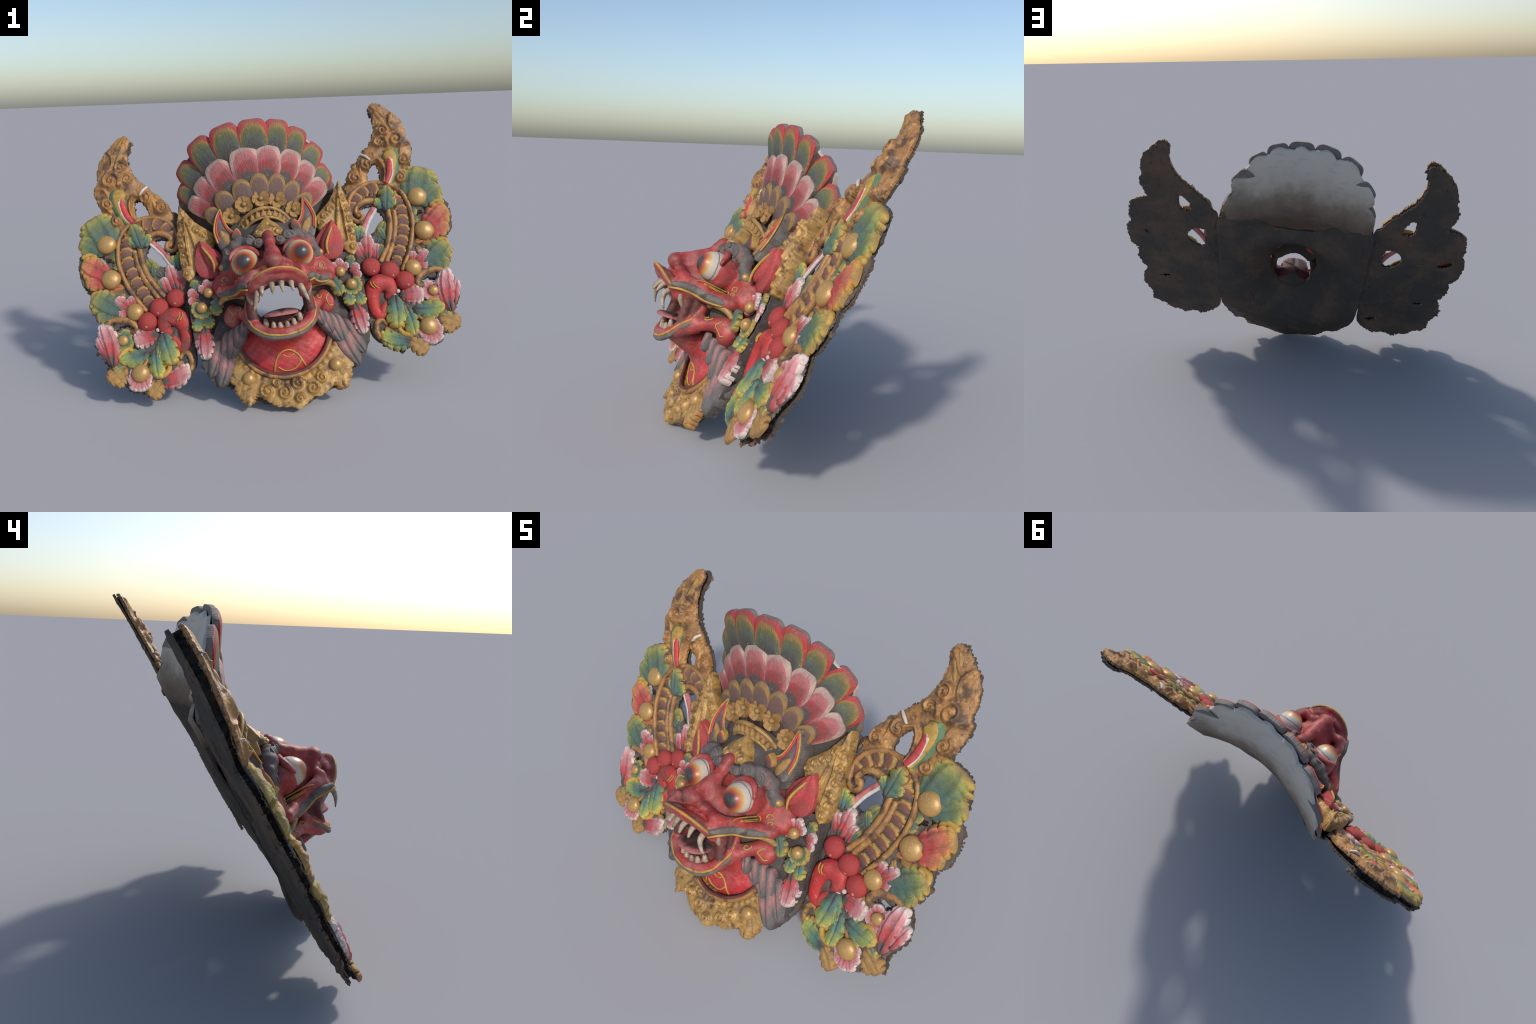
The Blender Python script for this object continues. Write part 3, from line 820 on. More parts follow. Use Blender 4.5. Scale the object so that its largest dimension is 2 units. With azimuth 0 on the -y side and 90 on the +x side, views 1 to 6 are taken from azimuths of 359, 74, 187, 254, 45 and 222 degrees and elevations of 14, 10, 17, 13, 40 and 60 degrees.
    # lowest bead in its pink cup
    for k, (ex, ey) in enumerate(((0.682, -0.54), (0.700, -0.588), (0.738, -0.598), (0.785, -0.585), (0.805, -0.54), (0.790, -0.490))):
        Lf((0.733, -0.506), (ex, ey), "pink", 0.36, z=0.010, zt=0.016, a=0.5, b=0.35, lobes=2, amp=0.2, dome=0.12)
    Bl((0.733, -0.506), 0.046, z=0.026, seed=1)
    for b_, t_ in (((0.795, -0.460), (0.896, -0.522)), ((0.625, -0.555), (0.702, -0.628)), ((0.70, -0.55), (0.675, -0.625)), ((0.80, -0.50), (0.862, -0.545))):
        Lf(b_, t_, "gold", 0.42, z=0.008, zt=0.010, a=0.5, b=0.3, lobes=3, amp=0.35, dome=0.12)
    T("stem", [(0.69, -0.44), (0.715, -0.47)], [0.006, 0.012], M_GOLDB, 0.016, 8)
    # inner upright petals
    Lf((0.505, -0.11), (0.530, 0.035), "pink", 0.25, z=0.006, zt=0.018, a=0.5, b=0.38, lobes=2, amp=0.15, dome=0.12)
    Lf((0.495, -0.11), (0.468, -0.010), "pink", 0.32, z=0.006, zt=0.014, a=0.5, b=0.38, lobes=0, dome=0.12)
    Lf((0.545, -0.12), (0.570, -0.030), "pink", 0.32, z=0.006, zt=0.014, a=0.5, b=0.38, lobes=0, dome=0.12)
    Lf((0.472, 0.0), (0.464, 0.10), "green", 0.32, z=0.010, zt=0.018, lobes=2, dome=0.12)
    Lf((0.485, 0.01), (0.505, 0.078), "green", 0.36, z=0.010, zt=0.018, lobes=2, dome=0.12)

    for pts in ([(0.640, -0.36), (0.66, -0.42), (0.70, -0.46)], [(0.650, -0.37), (0.70, -0.40)], [(0.66, -0.40), (0.76, -0.47), (0.82, -0.47)], [(0.865, -0.45), (0.85, -0.48), (0.80, -0.49)],
                [(0.60, -0.45), (0.55, -0.50), (0.53, -0.48)]):
        T("stem", pts, [0.010, 0.013, 0.009], M_CHAR, 0.010, 8, 0.7)
    for p0_, p1_, pl, w_ in (((0.79, 0.10), (0.800, 0.045), "teal", 0.4), ((0.86, 0.075), (0.90, 0.045), "gold", 0.35), ((0.775, -0.075), (0.80, -0.135), "gold", 0.3), ((0.80, -0.07), (0.885, -0.075), "gold", 0.2),
                             ((0.62, -0.02), (0.60, 0.05), "teal", 0.26), ((0.56, -0.10), (0.595, -0.04), "teal", 0.28), ((0.69, -0.28), (0.745, -0.31), "gold", 0.34), ((0.84, -0.36), (0.858, -0.30), "pink", 0.3),
                             ((0.72, -0.43), (0.775, -0.475), "green", 0.36), ((0.80, -0.44), (0.862, -0.478), "green", 0.34), ((0.655, -0.46), (0.682, -0.52), "teal", 0.36), ((0.555, -0.49), (0.515, -0.485), "gold", 0.4),
                             ((0.79, 0.24), (0.80, 0.30), "gold", 0.36), ((0.46, -0.06), (0.458, 0.0), "teal", 0.3), ((0.62, -0.52), (0.585, -0.56), "gold", 0.36)):
        Lf(p0_, p1_, pl, w_, z=0.010, zt=0.016, a=0.5, b=0.4, lobes=3, amp=0.25, dome=0.12)

    # ragged flakes of bare wood hanging on the back edge
    rr = np.random.default_rng(40 + side)
    V, F = [], []
    P = WING_POLY
    for i in range(0, len(P)):
        x, y = P[i]
        if x < 0.475 or rr.random() < (0.62 if y < 0.33 else 0.9):
            continue
        t = P[(i + 1) % len(P)] - P[i - 1]
        nrm = np.array([t[1], -t[0]])
        nrm = nrm / (np.linalg.norm(nrm) + 1e-9)
        if poly_sdf(np.array([x + nrm[0] * .01]), np.array([y + nrm[1] * .01]), P)[0] < 0:
            nrm = -nrm
        big = rr.random() < 0.22
        big = big and x < 0.96
        s = rr.uniform(0.014, 0.024) if big else rr.uniform(0.004, 0.011) * (1.0 if x < 0.96 else 0.5)
        cx, cy = np.array([float(q_) for q_ in lean(side, x, y)]) + nrm * rr.uniform(-0.004, 0.35 * s)
        cz = float(bz(np.array(x), np.array(y))) + rr.uniform(-0.004, 0.010)
        n0 = len(V)
        m = 6
        ph = rr.uniform(0, 6)
        tz = rr.uniform(-0.6, 0.6)
        ring = []
        for k in range(m):
            a = ph + 2 * math.pi * k / m
            q = s * rr.uniform(0.35, 1.15)
            ring.append((cx + q * math.cos(a), cy + q * math.sin(a), cz + tz * q * math.cos(a)))
        for r3 in ring:
            V.append(r3)
        for r3 in ring:
            V.append((r3[0] * 1, r3[1], r3[2] + 0.0035))
        F.append(tuple(range(n0 + m - 1, n0 - 1, -1)))
        F.append(tuple(range(n0 + m, n0 + 2 * m)))
        for k in range(m):
            F.append((n0 + k, n0 + (k + 1) % m, n0 + m + (k + 1) % m, n0 + m + k))
    fl = link("wood_flakes", mesh_from("flakes", V, F, False, mir), board, mat=M_FLAKE)
    fl["kind"] = "stuff"
    return board


for s in (1, -1):
    make_wing(s)

# ------------------------------------------------------------------ crest (petal fan)


def zfan(x, y):
    """front of the crest: leans forward, curves back to the sides"""
    return np.interp(y, [0.05, 0.15, 0.25, 0.35, 0.45, 0.53, 0.65, 0.75], [0.04, 0.06, 0.082, 0.110, 0.138, 0.171, 0.252, 0.318]) - np.where(np.asarray(x) > 0, 0.95, 0.82) * np.asarray(x) ** 2


def zback(x, y):
    """hollow back: a bowl behind the face that flows up into the back of the crest"""
    x, y = np.asarray(x, float), np.asarray(y, float)
    rho = np.sqrt((x / 0.41) ** 2 + ((y + 0.19) / 0.46) ** 2)
    zb = np.interp(rho, np.linspace(0, 1.1, 12), [0.205, 0.200, 0.182, 0.142, 0.092, 0.044, 0.004, -0.024, -0.044, -0.057, -0.063, -0.065])
    zc = np.interp(y, [0.1, 0.2, 0.3, 0.4, 0.5, 0.6, 0.68], [0.02, 0.012, 0.008, 0.036, 0.092, 0.160, 0.215]) - 0.72 * x ** 2
    zc = np.maximum(zc, -0.075)
    t = np.clip((y - 0.03) / 0.20, 0, 1)
    t = t * t * (3 - 2 * t)
    return zb * (1 - t) + zc * t + 0.04 * np.clip((-0.50 - y) / 0.30, 0, 1) + 0.05 * x * np.clip((-0.35 - y) / 0.2, 0, 1)


TOP_TIPS = [(-0.428, 0.444), (-0.401, 0.549), (-0.299, 0.630), (-0.150, 0.655), (0.014, 0.655), (0.153, 0.645), (0.263, 0.611), (0.358, 0.544), (0.403, 0.429)]
PINK_TIPS = [(-0.376, 0.354), (-0.318, 0.436), (-0.217, 0.500), (-0.058, 0.534), (0.079, 0.530), (0.210, 0.501), (0.299, 0.442), (0.362, 0.348)]
BROWN_TIPS = [(-0.297, 0.273), (-0.221, 0.342), (-0.104, 0.381), (0.005, 0.397), (0.112, 0.382), (0.201, 0.341), (0.271, 0.276)]


def crest_outline():
    out = [(-0.30, 0.285), (-0.425, 0.31), (-0.435, 0.34)]
    for i, (x, y) in enumerate(TOP_TIPS):
        c = np.array([0.0, 0.15])
        v = np.array([x, y]) - c
        r = np.linalg.norm(v) - 0.005
        a = math.atan2(v[1], v[0])
        for da, rs in ((0.085, 0.972), (0.045, 0.994), (0, 1.0), (-0.045, 0.994), (-0.085, 0.972)):
            out.append(tuple(c + r * rs * np.array([math.cos(a + da), math.sin(a + da)])))
    out += [(0.42, 0.34), (0.41, 0.31), (0.30, 0.285), (0.15, 0.22), (0.0, 0.20), (-0.15, 0.22)]
    return np.array(out)


CREST_POLY = crest_outline()
csd = lambda x, y: poly_sdf(x, y, CREST_POLY) + 0.0012 * rough2(x, y, 200, 2)
cback = lambda x, y, d: zback(x, y) + 0.003 * rough2(x, y, 26, 6) + 0.004 * np.clip((0.3 - y) * 20, 0, 1)
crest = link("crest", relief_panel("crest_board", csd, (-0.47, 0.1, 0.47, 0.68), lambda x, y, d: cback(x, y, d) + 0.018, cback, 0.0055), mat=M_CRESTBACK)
link("black_gap_fill", relief_panel("crest_core", lambda x, y: csd(x, y) + 0.022, (-0.47, 0.1, 0.47, 0.68),
     lambda x, y, d: zfan(x, y) - 0.02, lambda x, y, d: cback(x, y, d) + 0.01, 0.008), crest, mat=M_RIM)
link("crest_ground", relief_panel("crest_ground", lambda x, y: csd(x, y) + 0.008, (-0.47, 0.1, 0.47, 0.68),
     lambda x, y, d: zfan(x, y) - 0.014, lambda x, y, d: zfan(x, y) - 0.030, 0.0055), crest, mat=M_CHAR)


def fan_normal(x, y):
    e = 0.01
    dx = (zfan(x + e, y) - zfan(x - e, y)) / (2 * e)
    dy = (zfan(x, y + e) - zfan(x, y - e)) / (2 * e)
    return Vector((-float(dx), -float(dy), 1)).normalized()


def petal_row(tips, focus, inner, pal, wscale, sink, rise, b=0.28, a=0.45, grow=1.0):
    n = len(tips)
    for i, (x, y) in enumerate(tips):
        f = np.array(focus)
        v = (np.array([x, y]) - f) * grow
        x, y = f + v
        base = f + v * inner
        nb = [np.linalg.norm(np.array(tips[k]) - np.array(tips[i])) for k in (i - 1, i + 1) if 0 <= k < n]
        half = 0.5 * sum(nb) / len(nb) * wscale
        L = np.linalg.norm(v) * (1 - inner)
        zb = float(zfan(base[0], base[1])) - sink
        zt = float(zfan(x, y)) + rise
        L3 = math.sqrt(L * L + (zt - zb) ** 2)
        leaf(crest, (base[0], base[1], zb), (x, y, zt), pal=pal, w=round(half / L3, 2), a=a, b=b, lobes=0, dome=0.042, groove=0.0,
             thick=0.09, normal=fan_normal((x + base[0]) / 2, (y + base[1]) / 2), name="petal")


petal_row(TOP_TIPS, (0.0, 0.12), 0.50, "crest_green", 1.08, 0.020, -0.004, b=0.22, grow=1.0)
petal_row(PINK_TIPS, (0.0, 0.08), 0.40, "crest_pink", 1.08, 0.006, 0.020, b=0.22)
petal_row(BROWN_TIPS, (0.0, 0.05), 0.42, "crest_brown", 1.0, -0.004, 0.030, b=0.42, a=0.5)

# rosettes
for (x, y) in ((-0.163, 0.209), (-0.091, 0.252), (0.0, 0.266), (0.084, 0.250), (0.163, 0.195)):
    zc = float(zfan(x, y)) + 0.022
    for k in range(5):
        a = k * 2 * math.pi / 5 + 0.6 + x
        leaf(crest, (x, y, zc + 0.004), (x + 0.044 * math.cos(a), y + 0.044 * math.sin(a), zc + 0.02), pal="gold", w=0.5, a=0.5, b=0.28, lobes=0,
             dome=-0.02, groove=0.04, thick=0.3, name="rosette_petal", normal=fan_normal(x, y))
    ball(crest, (x, y, zc + 0.012), 0.013, "rosette_bead", M_GOLD, 1, 1.0)

# tiara band with triangular teeth
arc = [(-0.150, 0.122), (-0.110, 0.168), (-0.050, 0.195), (0.015, 0.202), (0.075, 0.188), (0.118, 0.158), (0.140, 0.118)]
ap = catmull(arc, 8)


def arc3(p, dz):
    return np.column_stack([p[:, 0], p[:, 1], 0.128 - 4.2 * p[:, 0] ** 2 + dz])


tiara = link("tiara", tube("tiara", arc3(ap, 0.02), 0.011, 10), mat=M_GOLD)
inner = (ap - np.array([0.0, 0.05])) * np.array([0.83, 0.72]) + np.array([0.0, 0.045])
link("tiara_rail", tube("tiara_rail", arc3(inner, 0.014), 0.008, 8), tiara, mat=M_GOLD)
mid = (ap + inner) / 2
link("tiara_band", tube("tiara_band", arc3(mid, 0.0), 0.024, 10, flat=0.6), tiara, mat=M_GOLDB)
for k in range(12):
    i = int((k + 0.5) / 12 * (len(ap) - 1))
    p, q = inner[i], ap[i]
    z0 = float(arc3(mid[i:i + 1], 0.018)[0, 2])
    leaf(tiara, (p[0], p[1], z0), (q[0] * 0.98, q[1] - 0.006, z0 + 0.004), pal="gold", w=0.36, a=0.3, b=0.9, lobes=0, dome=0.18, groove=0.0, thick=0.2, name="tiara_tooth")

# ------------------------------------------------------------------ face board (centre back)


CENTRE_OUT = [(-0.44, 0.305), (-0.32, 0.30), (-0.23, 0.285), (-0.13, 0.215), (0.0, 0.195), (0.13, 0.215), (0.23, 0.285), (0.32, 0.30), (0.44, 0.305), (0.448, 0.1), (0.446, -0.2), (0.444, -0.45), (0.425, -0.53),
              (0.37, -0.62), (0.30, -0.66), (0.24, -0.715), (0.15, -0.745), (0.03, -0.79), (-0.09, -0.762), (-0.20, -0.735), (-0.26, -0.66),
              (-0.32, -0.645), (-0.375, -0.575), (-0.43, -0.47), (-0.446, -0.2), (-0.448, 0.1)]
CENTRE_POLY = catmull(CENTRE_OUT, 5, True)


def hole_d(x, y):
    return 1.0 - np.sqrt((x / 0.15) ** 2 + ((y + 0.20) / 0.19) ** 2)


censd = lambda x, y: np.maximum(poly_sdf(x, y, CENTRE_POLY), hole_d(x, y) * 0.09) + 0.003 * np.clip((-0.5 - y) * 12, 0, 1) * (rough2(x, y, 190, 4) + rough2(x, y, 400, 5))


def cen_bottom(x, y, d):
    return zback(x, y) + 0.002 * rough2(x, y, 60, 9)


def cen_top(x, y, d):
    z = zback(x, y) + 0.012 + 0.023 * np.clip((y + 0.42) / 0.1, 0, 1)
    z = np.maximum(z, -0.025 + 0.05 * np.clip((-0.60 - y) / 0.2, 0, 1))
    return np.maximum(np.where(y > 0.15, np.minimum(z, zfan(x, y) - 0.03), z), zback(x, y) + 0.008)


centre = link("face_board", relief_panel("face_board", censd, (-0.47, -0.83, 0.47, 0.33), cen_top, cen_bottom, 0.006), mat=M_BACK)

# ------------------------------------------------------------------ head, jaw and neck: one smooth body
H = 0.005
LO = np.array([-0.36, -0.72, -0.10])
HI = np.array([0.36, 0.13, 0.48])
DIM = np.ceil((HI - LO) / H).astype(int) + 1
FLD = np.full(DIM, 0.2, dtype=np.float32)
TAG = np.zeros(DIM, dtype=np.int8)
TBEST = np.full(DIM, 1e3, dtype=np.float32)


def region(lo, hi):
    a = np.clip(np.floor((np.array(lo) - LO) / H).astype(int), 0, DIM)
    b = np.clip(np.ceil((np.array(hi) - LO) / H).astype(int) + 1, 0, DIM)
    sl = tuple(slice(i, j) for i, j in zip(a, b))
    g = np.meshgrid(*[LO[k] + H * np.arange(a[k], b[k]) for k in range(3)], indexing='ij')
    return sl, [c.astype(np.float32) for c in g]


def ell(p, c, r):
    q = [(p[k] - c[k]) / r[k] for k in range(3)]
    k0 = np.sqrt(q[0] ** 2 + q[1] ** 2 + q[2] ** 2)
    k1 = np.sqrt((q[0] / r[0]) ** 2 + (q[1] / r[1]) ** 2 + (q[2] / r[2]) ** 2) + 1e-9
    return k0 * (k0 - 1) / k1


def caps(p, pts, rad):
    d = None
    for i in range(len(pts) - 1):
        a, b = np.array(pts[i], float), np.array(pts[i + 1], float)
        e = b - a
        t = np.clip(sum((p[k] - a[k]) * e[k] for k in range(3)) / (e @ e), 0, 1)
        dd = np.sqrt(sum((p[k] - a[k] - e[k] * t) ** 2 for k in range(3))) - (rad[i] + (rad[i + 1] - rad[i]) * t)
        d = dd if d is None else np.minimum(d, dd)
    return d


def smin(a, b, k):
    h = np.clip(0.5 + 0.5 * (b - a) / k, 0, 1)
    return b + (a - b) * h - k * h * (1 - h)


def add(kind, tag, k, *args):
    if kind == 'ell':
        c, r = np.array(args[0]), np.array(args[1])
        lo, hi = c - r - 0.05, c + r + 0.05
    else:
        P = np.array(args[0])
        m = max(args[1]) + 0.05
        lo, hi = P.min(0) - m, P.max(0) + m
    sl, g = region(lo, hi)
    d = ell(g, *args) if kind == 'ell' else caps(g, *args)
    near = d < TBEST[sl]
    TAG[sl] = np.where(near, tag, TAG[sl])
    TBEST[sl] = np.minimum(TBEST[sl], d)
    FLD[sl] = smin(FLD[sl], d, k)


def cut(kind, tag, k, *args):
    if kind == 'ell':
        c, r = np.array(args[0]), np.array(args[1])
        lo, hi = c - r - 0.03, c + r + 0.03
    else:
        P = np.array(args[0])
        m = max(args[1]) + 0.03
        lo, hi = P.min(0) - m, P.max(0) + m
    sl, g = region(lo, hi)
    d = -(ell(g, *args) if kind == 'ell' else caps(g, *args))
    if tag is not None:
        TAG[sl] = np.where(d > FLD[sl] - 0.004, tag, TAG[sl])
    FLD[sl] = -smin(-FLD[sl], -d, k)


def both(f, kind, tag, k, *args):
    for s in (1, -1):
        if kind == 'ell':
            f(kind, tag, k, (args[0][0] * s, args[0][1], args[0][2]), args[1])
        else:
            f(kind, tag, k, [(q[0] * s, q[1], q[2]) for q in args[0]], args[1])


T_HEAD, T_JAW, T_NECK, T_MOUTH, T_CAV, T_LIP, T_NOSE, T_BROW = 1, 2, 3, 4, 5, 6, 7, 8
add('ell', T_HEAD, .03, (0, -0.08, 0.05), (0.225, 0.14, 0.13))
add('ell', T_HEAD, .03, (0, -0.17, 0.16), (0.135, 0.10, 0.17))
both(add, 'ell', T_HEAD, .03, (0.133, -0.085, 0.165), (0.080, 0.076, 0.082))
both(add, 'ell', T_HEAD, .03, (0.220, -0.14, 0.06), (0.075, 0.085, 0.065))
# nose ridge, nub and nose
add('caps', T_NOSE, .025, [(0, 0.035, 0.20), (0, -0.02, 0.225), (0, -0.08, 0.275), (0, -0.125, 0.33)], [0.030, 0.026, 0.040, 0.040])
add('ell', T_NOSE, .008, (-0.003, -0.136, 0.352), (0.049, 0.040, 0.044))
both(add, 'ell', T_NOSE, .008, (0.047, -0.164, 0.325), (0.030, 0.027, 0.036))
both(cut, 'ell', None, .006, (0.044, -0.185, 0.345), (0.014, 0.014, 0.02))
# curly eyebrows
BROW = ((0.054, 0.006, 0.198, 0.026), (0.096, 0.024, 0.172, 0.038), (0.140, 0.038, 0.155, 0.030), (0.165, 0.020, 0.140, 0.042), (0.205, 0.002, 0.120, 0.034), (0.217, -0.034, 0.112, 0.030), (0.232, -0.060, 0.090, 0.032))
for bx, by, bz, br in BROW:
    both(add, 'ell', T_BROW, .010, (bx, by, bz), (br, br, br * 1.05))
# flared upper lip, under-eye folds, sides of the snout
LIPE = [(0.137, -0.252, 0.335), (0.115, -0.228, 0.375), (0.075, -0.207, 0.408), (0.03, -0.198, 0.424), (0, -0.197, 0.427)]
LIPE = LIPE + [(-x, y, z) for x, y, z in LIPE[-2::-1]]
add('caps', T_LIP, .02, LIPE, [0.012] * 9)
add('caps', T_LIP, .02, [(x * 0.93, y - 0.012, z - 0.035) for x, y, z in LIPE], [0.024] * 9)
add('caps', T_LIP, .02, [(x * 0.86, y - 0.022, z - 0.085) for x, y, z in LIPE], [0.032] * 9)
both(add, 'caps', T_HEAD, .014, [(0.075, -0.175, 0.315), (0.118, -0.182, 0.325), (0.148, -0.19, 0.29), (0.175, -0.18, 0.22)], [0.024, 0.026, 0.024, 0.02])
both(add, 'caps', T_HEAD, .02, [(0.130, -0.222, 0.315), (0.155, -0.215, 0.235), (0.20, -0.205, 0.16), (0.27, -0.19, 0.10)], [0.032, 0.034, 0.034, 0.03])
# cheeks
both(add, 'ell', T_HEAD, .03, (0.27, -0.15, 0.025), (0.055, 0.065, 0.055))
both(add, 'ell', T_JAW, .02, (0.222, -0.308, 0.042), (0.060, 0.066, 0.050))
both(add, 'caps', T_JAW, .02, [(0.225, -0.285, 0.075), (0.17, -0.328, 0.150), (0.135, -0.40, 0.215)], [0.034, 0.030, 0.032])
# lower jaw
add('ell', T_JAW, .03, (0, -0.420, 0.165), (0.125, 0.050, 0.095))
JL = [(0.150, -0.272, 0.172), (0.158, -0.322, 0.190), (0.150, -0.365, 0.222), (0.128, -0.412, 0.242), (0.075, -0.450, 0.258), (0.0, -0.462, 0.264)]
JL = JL + [(-x, y, z) for x, y, z in JL[-2::-1]]
add('caps', T_JAW, .02, JL, [0.014, 0.016, 0.020, 0.022, 0.023, 0.024, 0.023, 0.022, 0.020, 0.016, 0.014])
# neck: a flaring half cone
add('ell', T_NECK, .03, (0, -0.40, -0.015), (0.248, 0.250, 0.076))
add('ell', T_NECK, .06, (0, -0.41, 0.05), (0.135, 0.085, 0.105))
# mouth and the hollow behind
cut('ell', T_MOUTH, .02, (0, -0.318, 0.345), (0.108, 0.066, 0.085))
cut('ell', T_MOUTH, .015, (0, -0.378, 0.258), (0.100, 0.036, 0.04))
cut('ell', T_MOUTH, .012, (0, -0.272, 0.22), (0.098, 0.046, 0.17))
add('ell', T_MOUTH, .015, (0, -0.390, 0.175), (0.118, 0.060, 0.062))
for zz in (0.25, 0.21, 0.17):
    both(add, 'caps', T_MOUTH, .012, [(0.128, -0.25, zz), (0.136, -0.30, zz - 0.005), (0.138, -0.36, zz - 0.015)], [0.024, 0.020, 0.024])
sl, g = region(LO, HI)
d = (zback(g[0], g[1]) + 0.014).astype(np.float32) - g[2]
TAG[sl] = np.where(d > FLD[sl] - 0.004, T_CAV, TAG[sl])
FLD[sl] = np.maximum(FLD[sl], d)
# chiselled unevenness
gx, gy, gz = g
FLD += (0.0016 * (np.sin(38 * gx + 9 * gz) * np.sin(41 * gy + 4) + np.sin(67 * gz + 30 * gx) * np.sin(59 * gy - 17 * gx))).astype(np.float32)
NEARNECK = (TAG == T_NECK)
FLD += np.where(NEARNECK, 0.0012 * np.sin(140 * gx + 20 * gy) * np.sin(150 * gy + 60 * gz), 0).astype(np.float32)


def surface_nets(f):
    s = f < 0
    nx, ny, nz = f.shape
    acc = np.zeros((nx - 1, ny - 1, nz - 1, 3), np.float32)
    cnt = np.zeros((nx - 1, ny - 1, nz - 1), np.float32)
    corners = [(0, 0), (0, 1), (1, 0), (1, 1)]
    for ax in range(3):
        o = [a for a in range(3) if a != ax]
        for c in corners:
            off0 = [0, 0, 0]
            off0[o[0]], off0[o[1]] = c
            off1 = list(off0)
            off1[ax] = 1
            S = lambda of, A: A[of[0]:nx - 1 + of[0], of[1]:ny - 1 + of[1], of[2]:nz - 1 + of[2]]
            a, b = S(off0, f), S(off1, f)
            cr = (a < 0) != (b < 0)
            t = np.where(cr, a / np.where(cr, a - b, 1), 0)
            for k in range(3):
                acc[..., k] += np.where(cr, off0[k] + (t if k == ax else 0), 0)
            cnt += cr
    act = cnt > 0
    idx = -np.ones(act.shape, int)
    idx[act] = np.arange(act.sum())
    I = np.argwhere(act)
    V = I + acc[act] / cnt[act][:, None]
    Q = []
    for ax in range(3):
        o = [(ax + 1) % 3, (ax + 2) % 3]
        sh = [nx, ny, nz]
        lo = [1, 1, 1]
        lo[ax] = 0
        rng = [slice(lo[k], sh[k] - 1) for k in range(3)]
        rng1 = list(rng)
        rng1[ax] = slice(1, sh[ax])
        a, b = s[tuple(rng)], s[tuple(rng1)]
        e = np.argwhere(a != b)
        inside = a[tuple(e.T)]
        e = e + np.array(lo)
        u, v = np.zeros(3, int), np.zeros(3, int)
        u[o[0]], v[o[1]] = 1, 1
        gi = lambda p: idx[tuple(p.T)]
        q = np.stack([gi(e - u - v), gi(e - v), gi(e), gi(e - u)], 1)
        q[~inside] = q[~inside][:, ::-1]
        Q.append(q)
    return V, np.concatenate(Q)


V, Q = surface_nets(FLD)
# light relaxation
for _ in range(2):
    acc = np.zeros_like(V)
    cnt = np.zeros(len(V))
    for a in range(4):
        b = (a + 1) % 4
        np.add.at(acc, Q[:, a], V[Q[:, b]])
        np.add.at(acc, Q[:, b], V[Q[:, a]])
        np.add.at(cnt, Q[:, a], 1)
        np.add.at(cnt, Q[:, b], 1)
    V = 0.5 * V + 0.5 * acc / cnt[:, None]
cen = np.round(V[Q].mean(1)).astype(int)
ftag = TAG[tuple(np.clip(cen, 0, DIM - 1).T)].copy()
V = LO + V * H
fn = np.cross(V[Q[:, 2]] - V[Q[:, 0]], V[Q[:, 3]] - V[Q[:, 1]])
vn = np.zeros_like(V)
for a in range(4):
    np.add.at(vn, Q[:, a], fn)
vn /= np.linalg.norm(vn, axis=1)[:, None] + 1e-12
# smooth the region borders by majority over neighbours
vt = np.zeros((len(V), 9), np.float32)
for _ in range(4):
    vt[:] = 0
    for a in range(4):
        np.add.at(vt, (Q[:, a], ftag), 1)
    ftag = sum(vt[Q[:, a]] for a in range(4)).argmax(1)


def face_red():
    m = Nodes("face_red_paint", 0.5, 0.35)
    c = m.coords()
    n1 = m.noise(c, 11, 6, 0.65)
    n2 = m.noise(m.mapping(c, loc=(4, 2, 1)), 7, 6, 0.65)
    n3 = m.noise(c, 110, 4, 0.6)
    n4 = m.noise(m.mapping(c, loc=(1, 8, 3)), 16, 4, 0.6)
    col = m.mix(m.mask(n1, 0.42, 0.70), srgb(168, 50, 48), srgb(188, 112, 106))
    col = m.mix(m.mask(n2, 0.5, 0.75), col, srgb(126, 46, 48))
    col = m.mix(m.math('MULTIPLY', m.mask(n4, 0.48, 0.75), 0.8), col, srgb(94, 70, 67))
    m.bump(m.math('ADD', n3, m.math('MULTIPLY', n4, 2.0)), 0.4, 0.003)
    return m.out(col, 0.4, 12)


M_FACE = face_red()
M_NECK = paint("neck_red_paint", srgb(188, 46, 50), srgb(202, 88, 88), srgb(140, 42, 44), 11, 0.66, 0.45, 0.4, 0, 0.6)
HEADPARTS = {}
for tag, nm, mt in ((T_HEAD, "head", M_FACE), (T_LIP, "upper_lip", M_FACE), (T_NOSE, "nose", M_FACE), (T_BROW, "eyebrow", M_BROW), (T_JAW, "jaw", M_FACE), (T_NECK, "neck", M_NECK), (T_MOUTH, "mouth", M_MOUTH), (T_CAV, "hollow_back", M_BACK)):
    sel = ftag == tag
    if not sel.any():
        continue
    q = Q[sel]
    ids, inv = np.unique(q, return_inverse=True)
    me = mesh_from(nm, V[ids], inv.reshape(-1, 4))
    me.normals_split_custom_set_from_vertices([tuple(n) for n in vn[ids]])
    HEADPARTS[nm] = link(nm, me, mat=mt)
head, jaw, neck = HEADPARTS["head"], HEADPARTS["jaw"], HEADPARTS["neck"]


def surf(u, v, default=0.04):
    """height of the head's front surface above (u, v)"""
    i = np.clip(np.round((np.array([u, v]) - LO[:2]) / H).astype(int), 0, DIM[:2] - 1)
    col = FLD[i[0], i[1], :]
    k = np.nonzero(col < 0)[0]
    return LO[2] + H * k[-1] if len(k) else default


def on_face(parent, name, pts, r, mat, dz=0.004, smooth=6, sides=7):
    pp = catmull(pts, smooth)
    z = np.array([surf(x, y) for x, y in pp])
    for _ in range(2):
        z = np.convolve(np.pad(z, 1, mode='edge'), [0.25, 0.5, 0.25], 'valid')
    return link(name, tube(name, np.column_stack([pp, z + dz]), r, sides), parent, mat=mat)


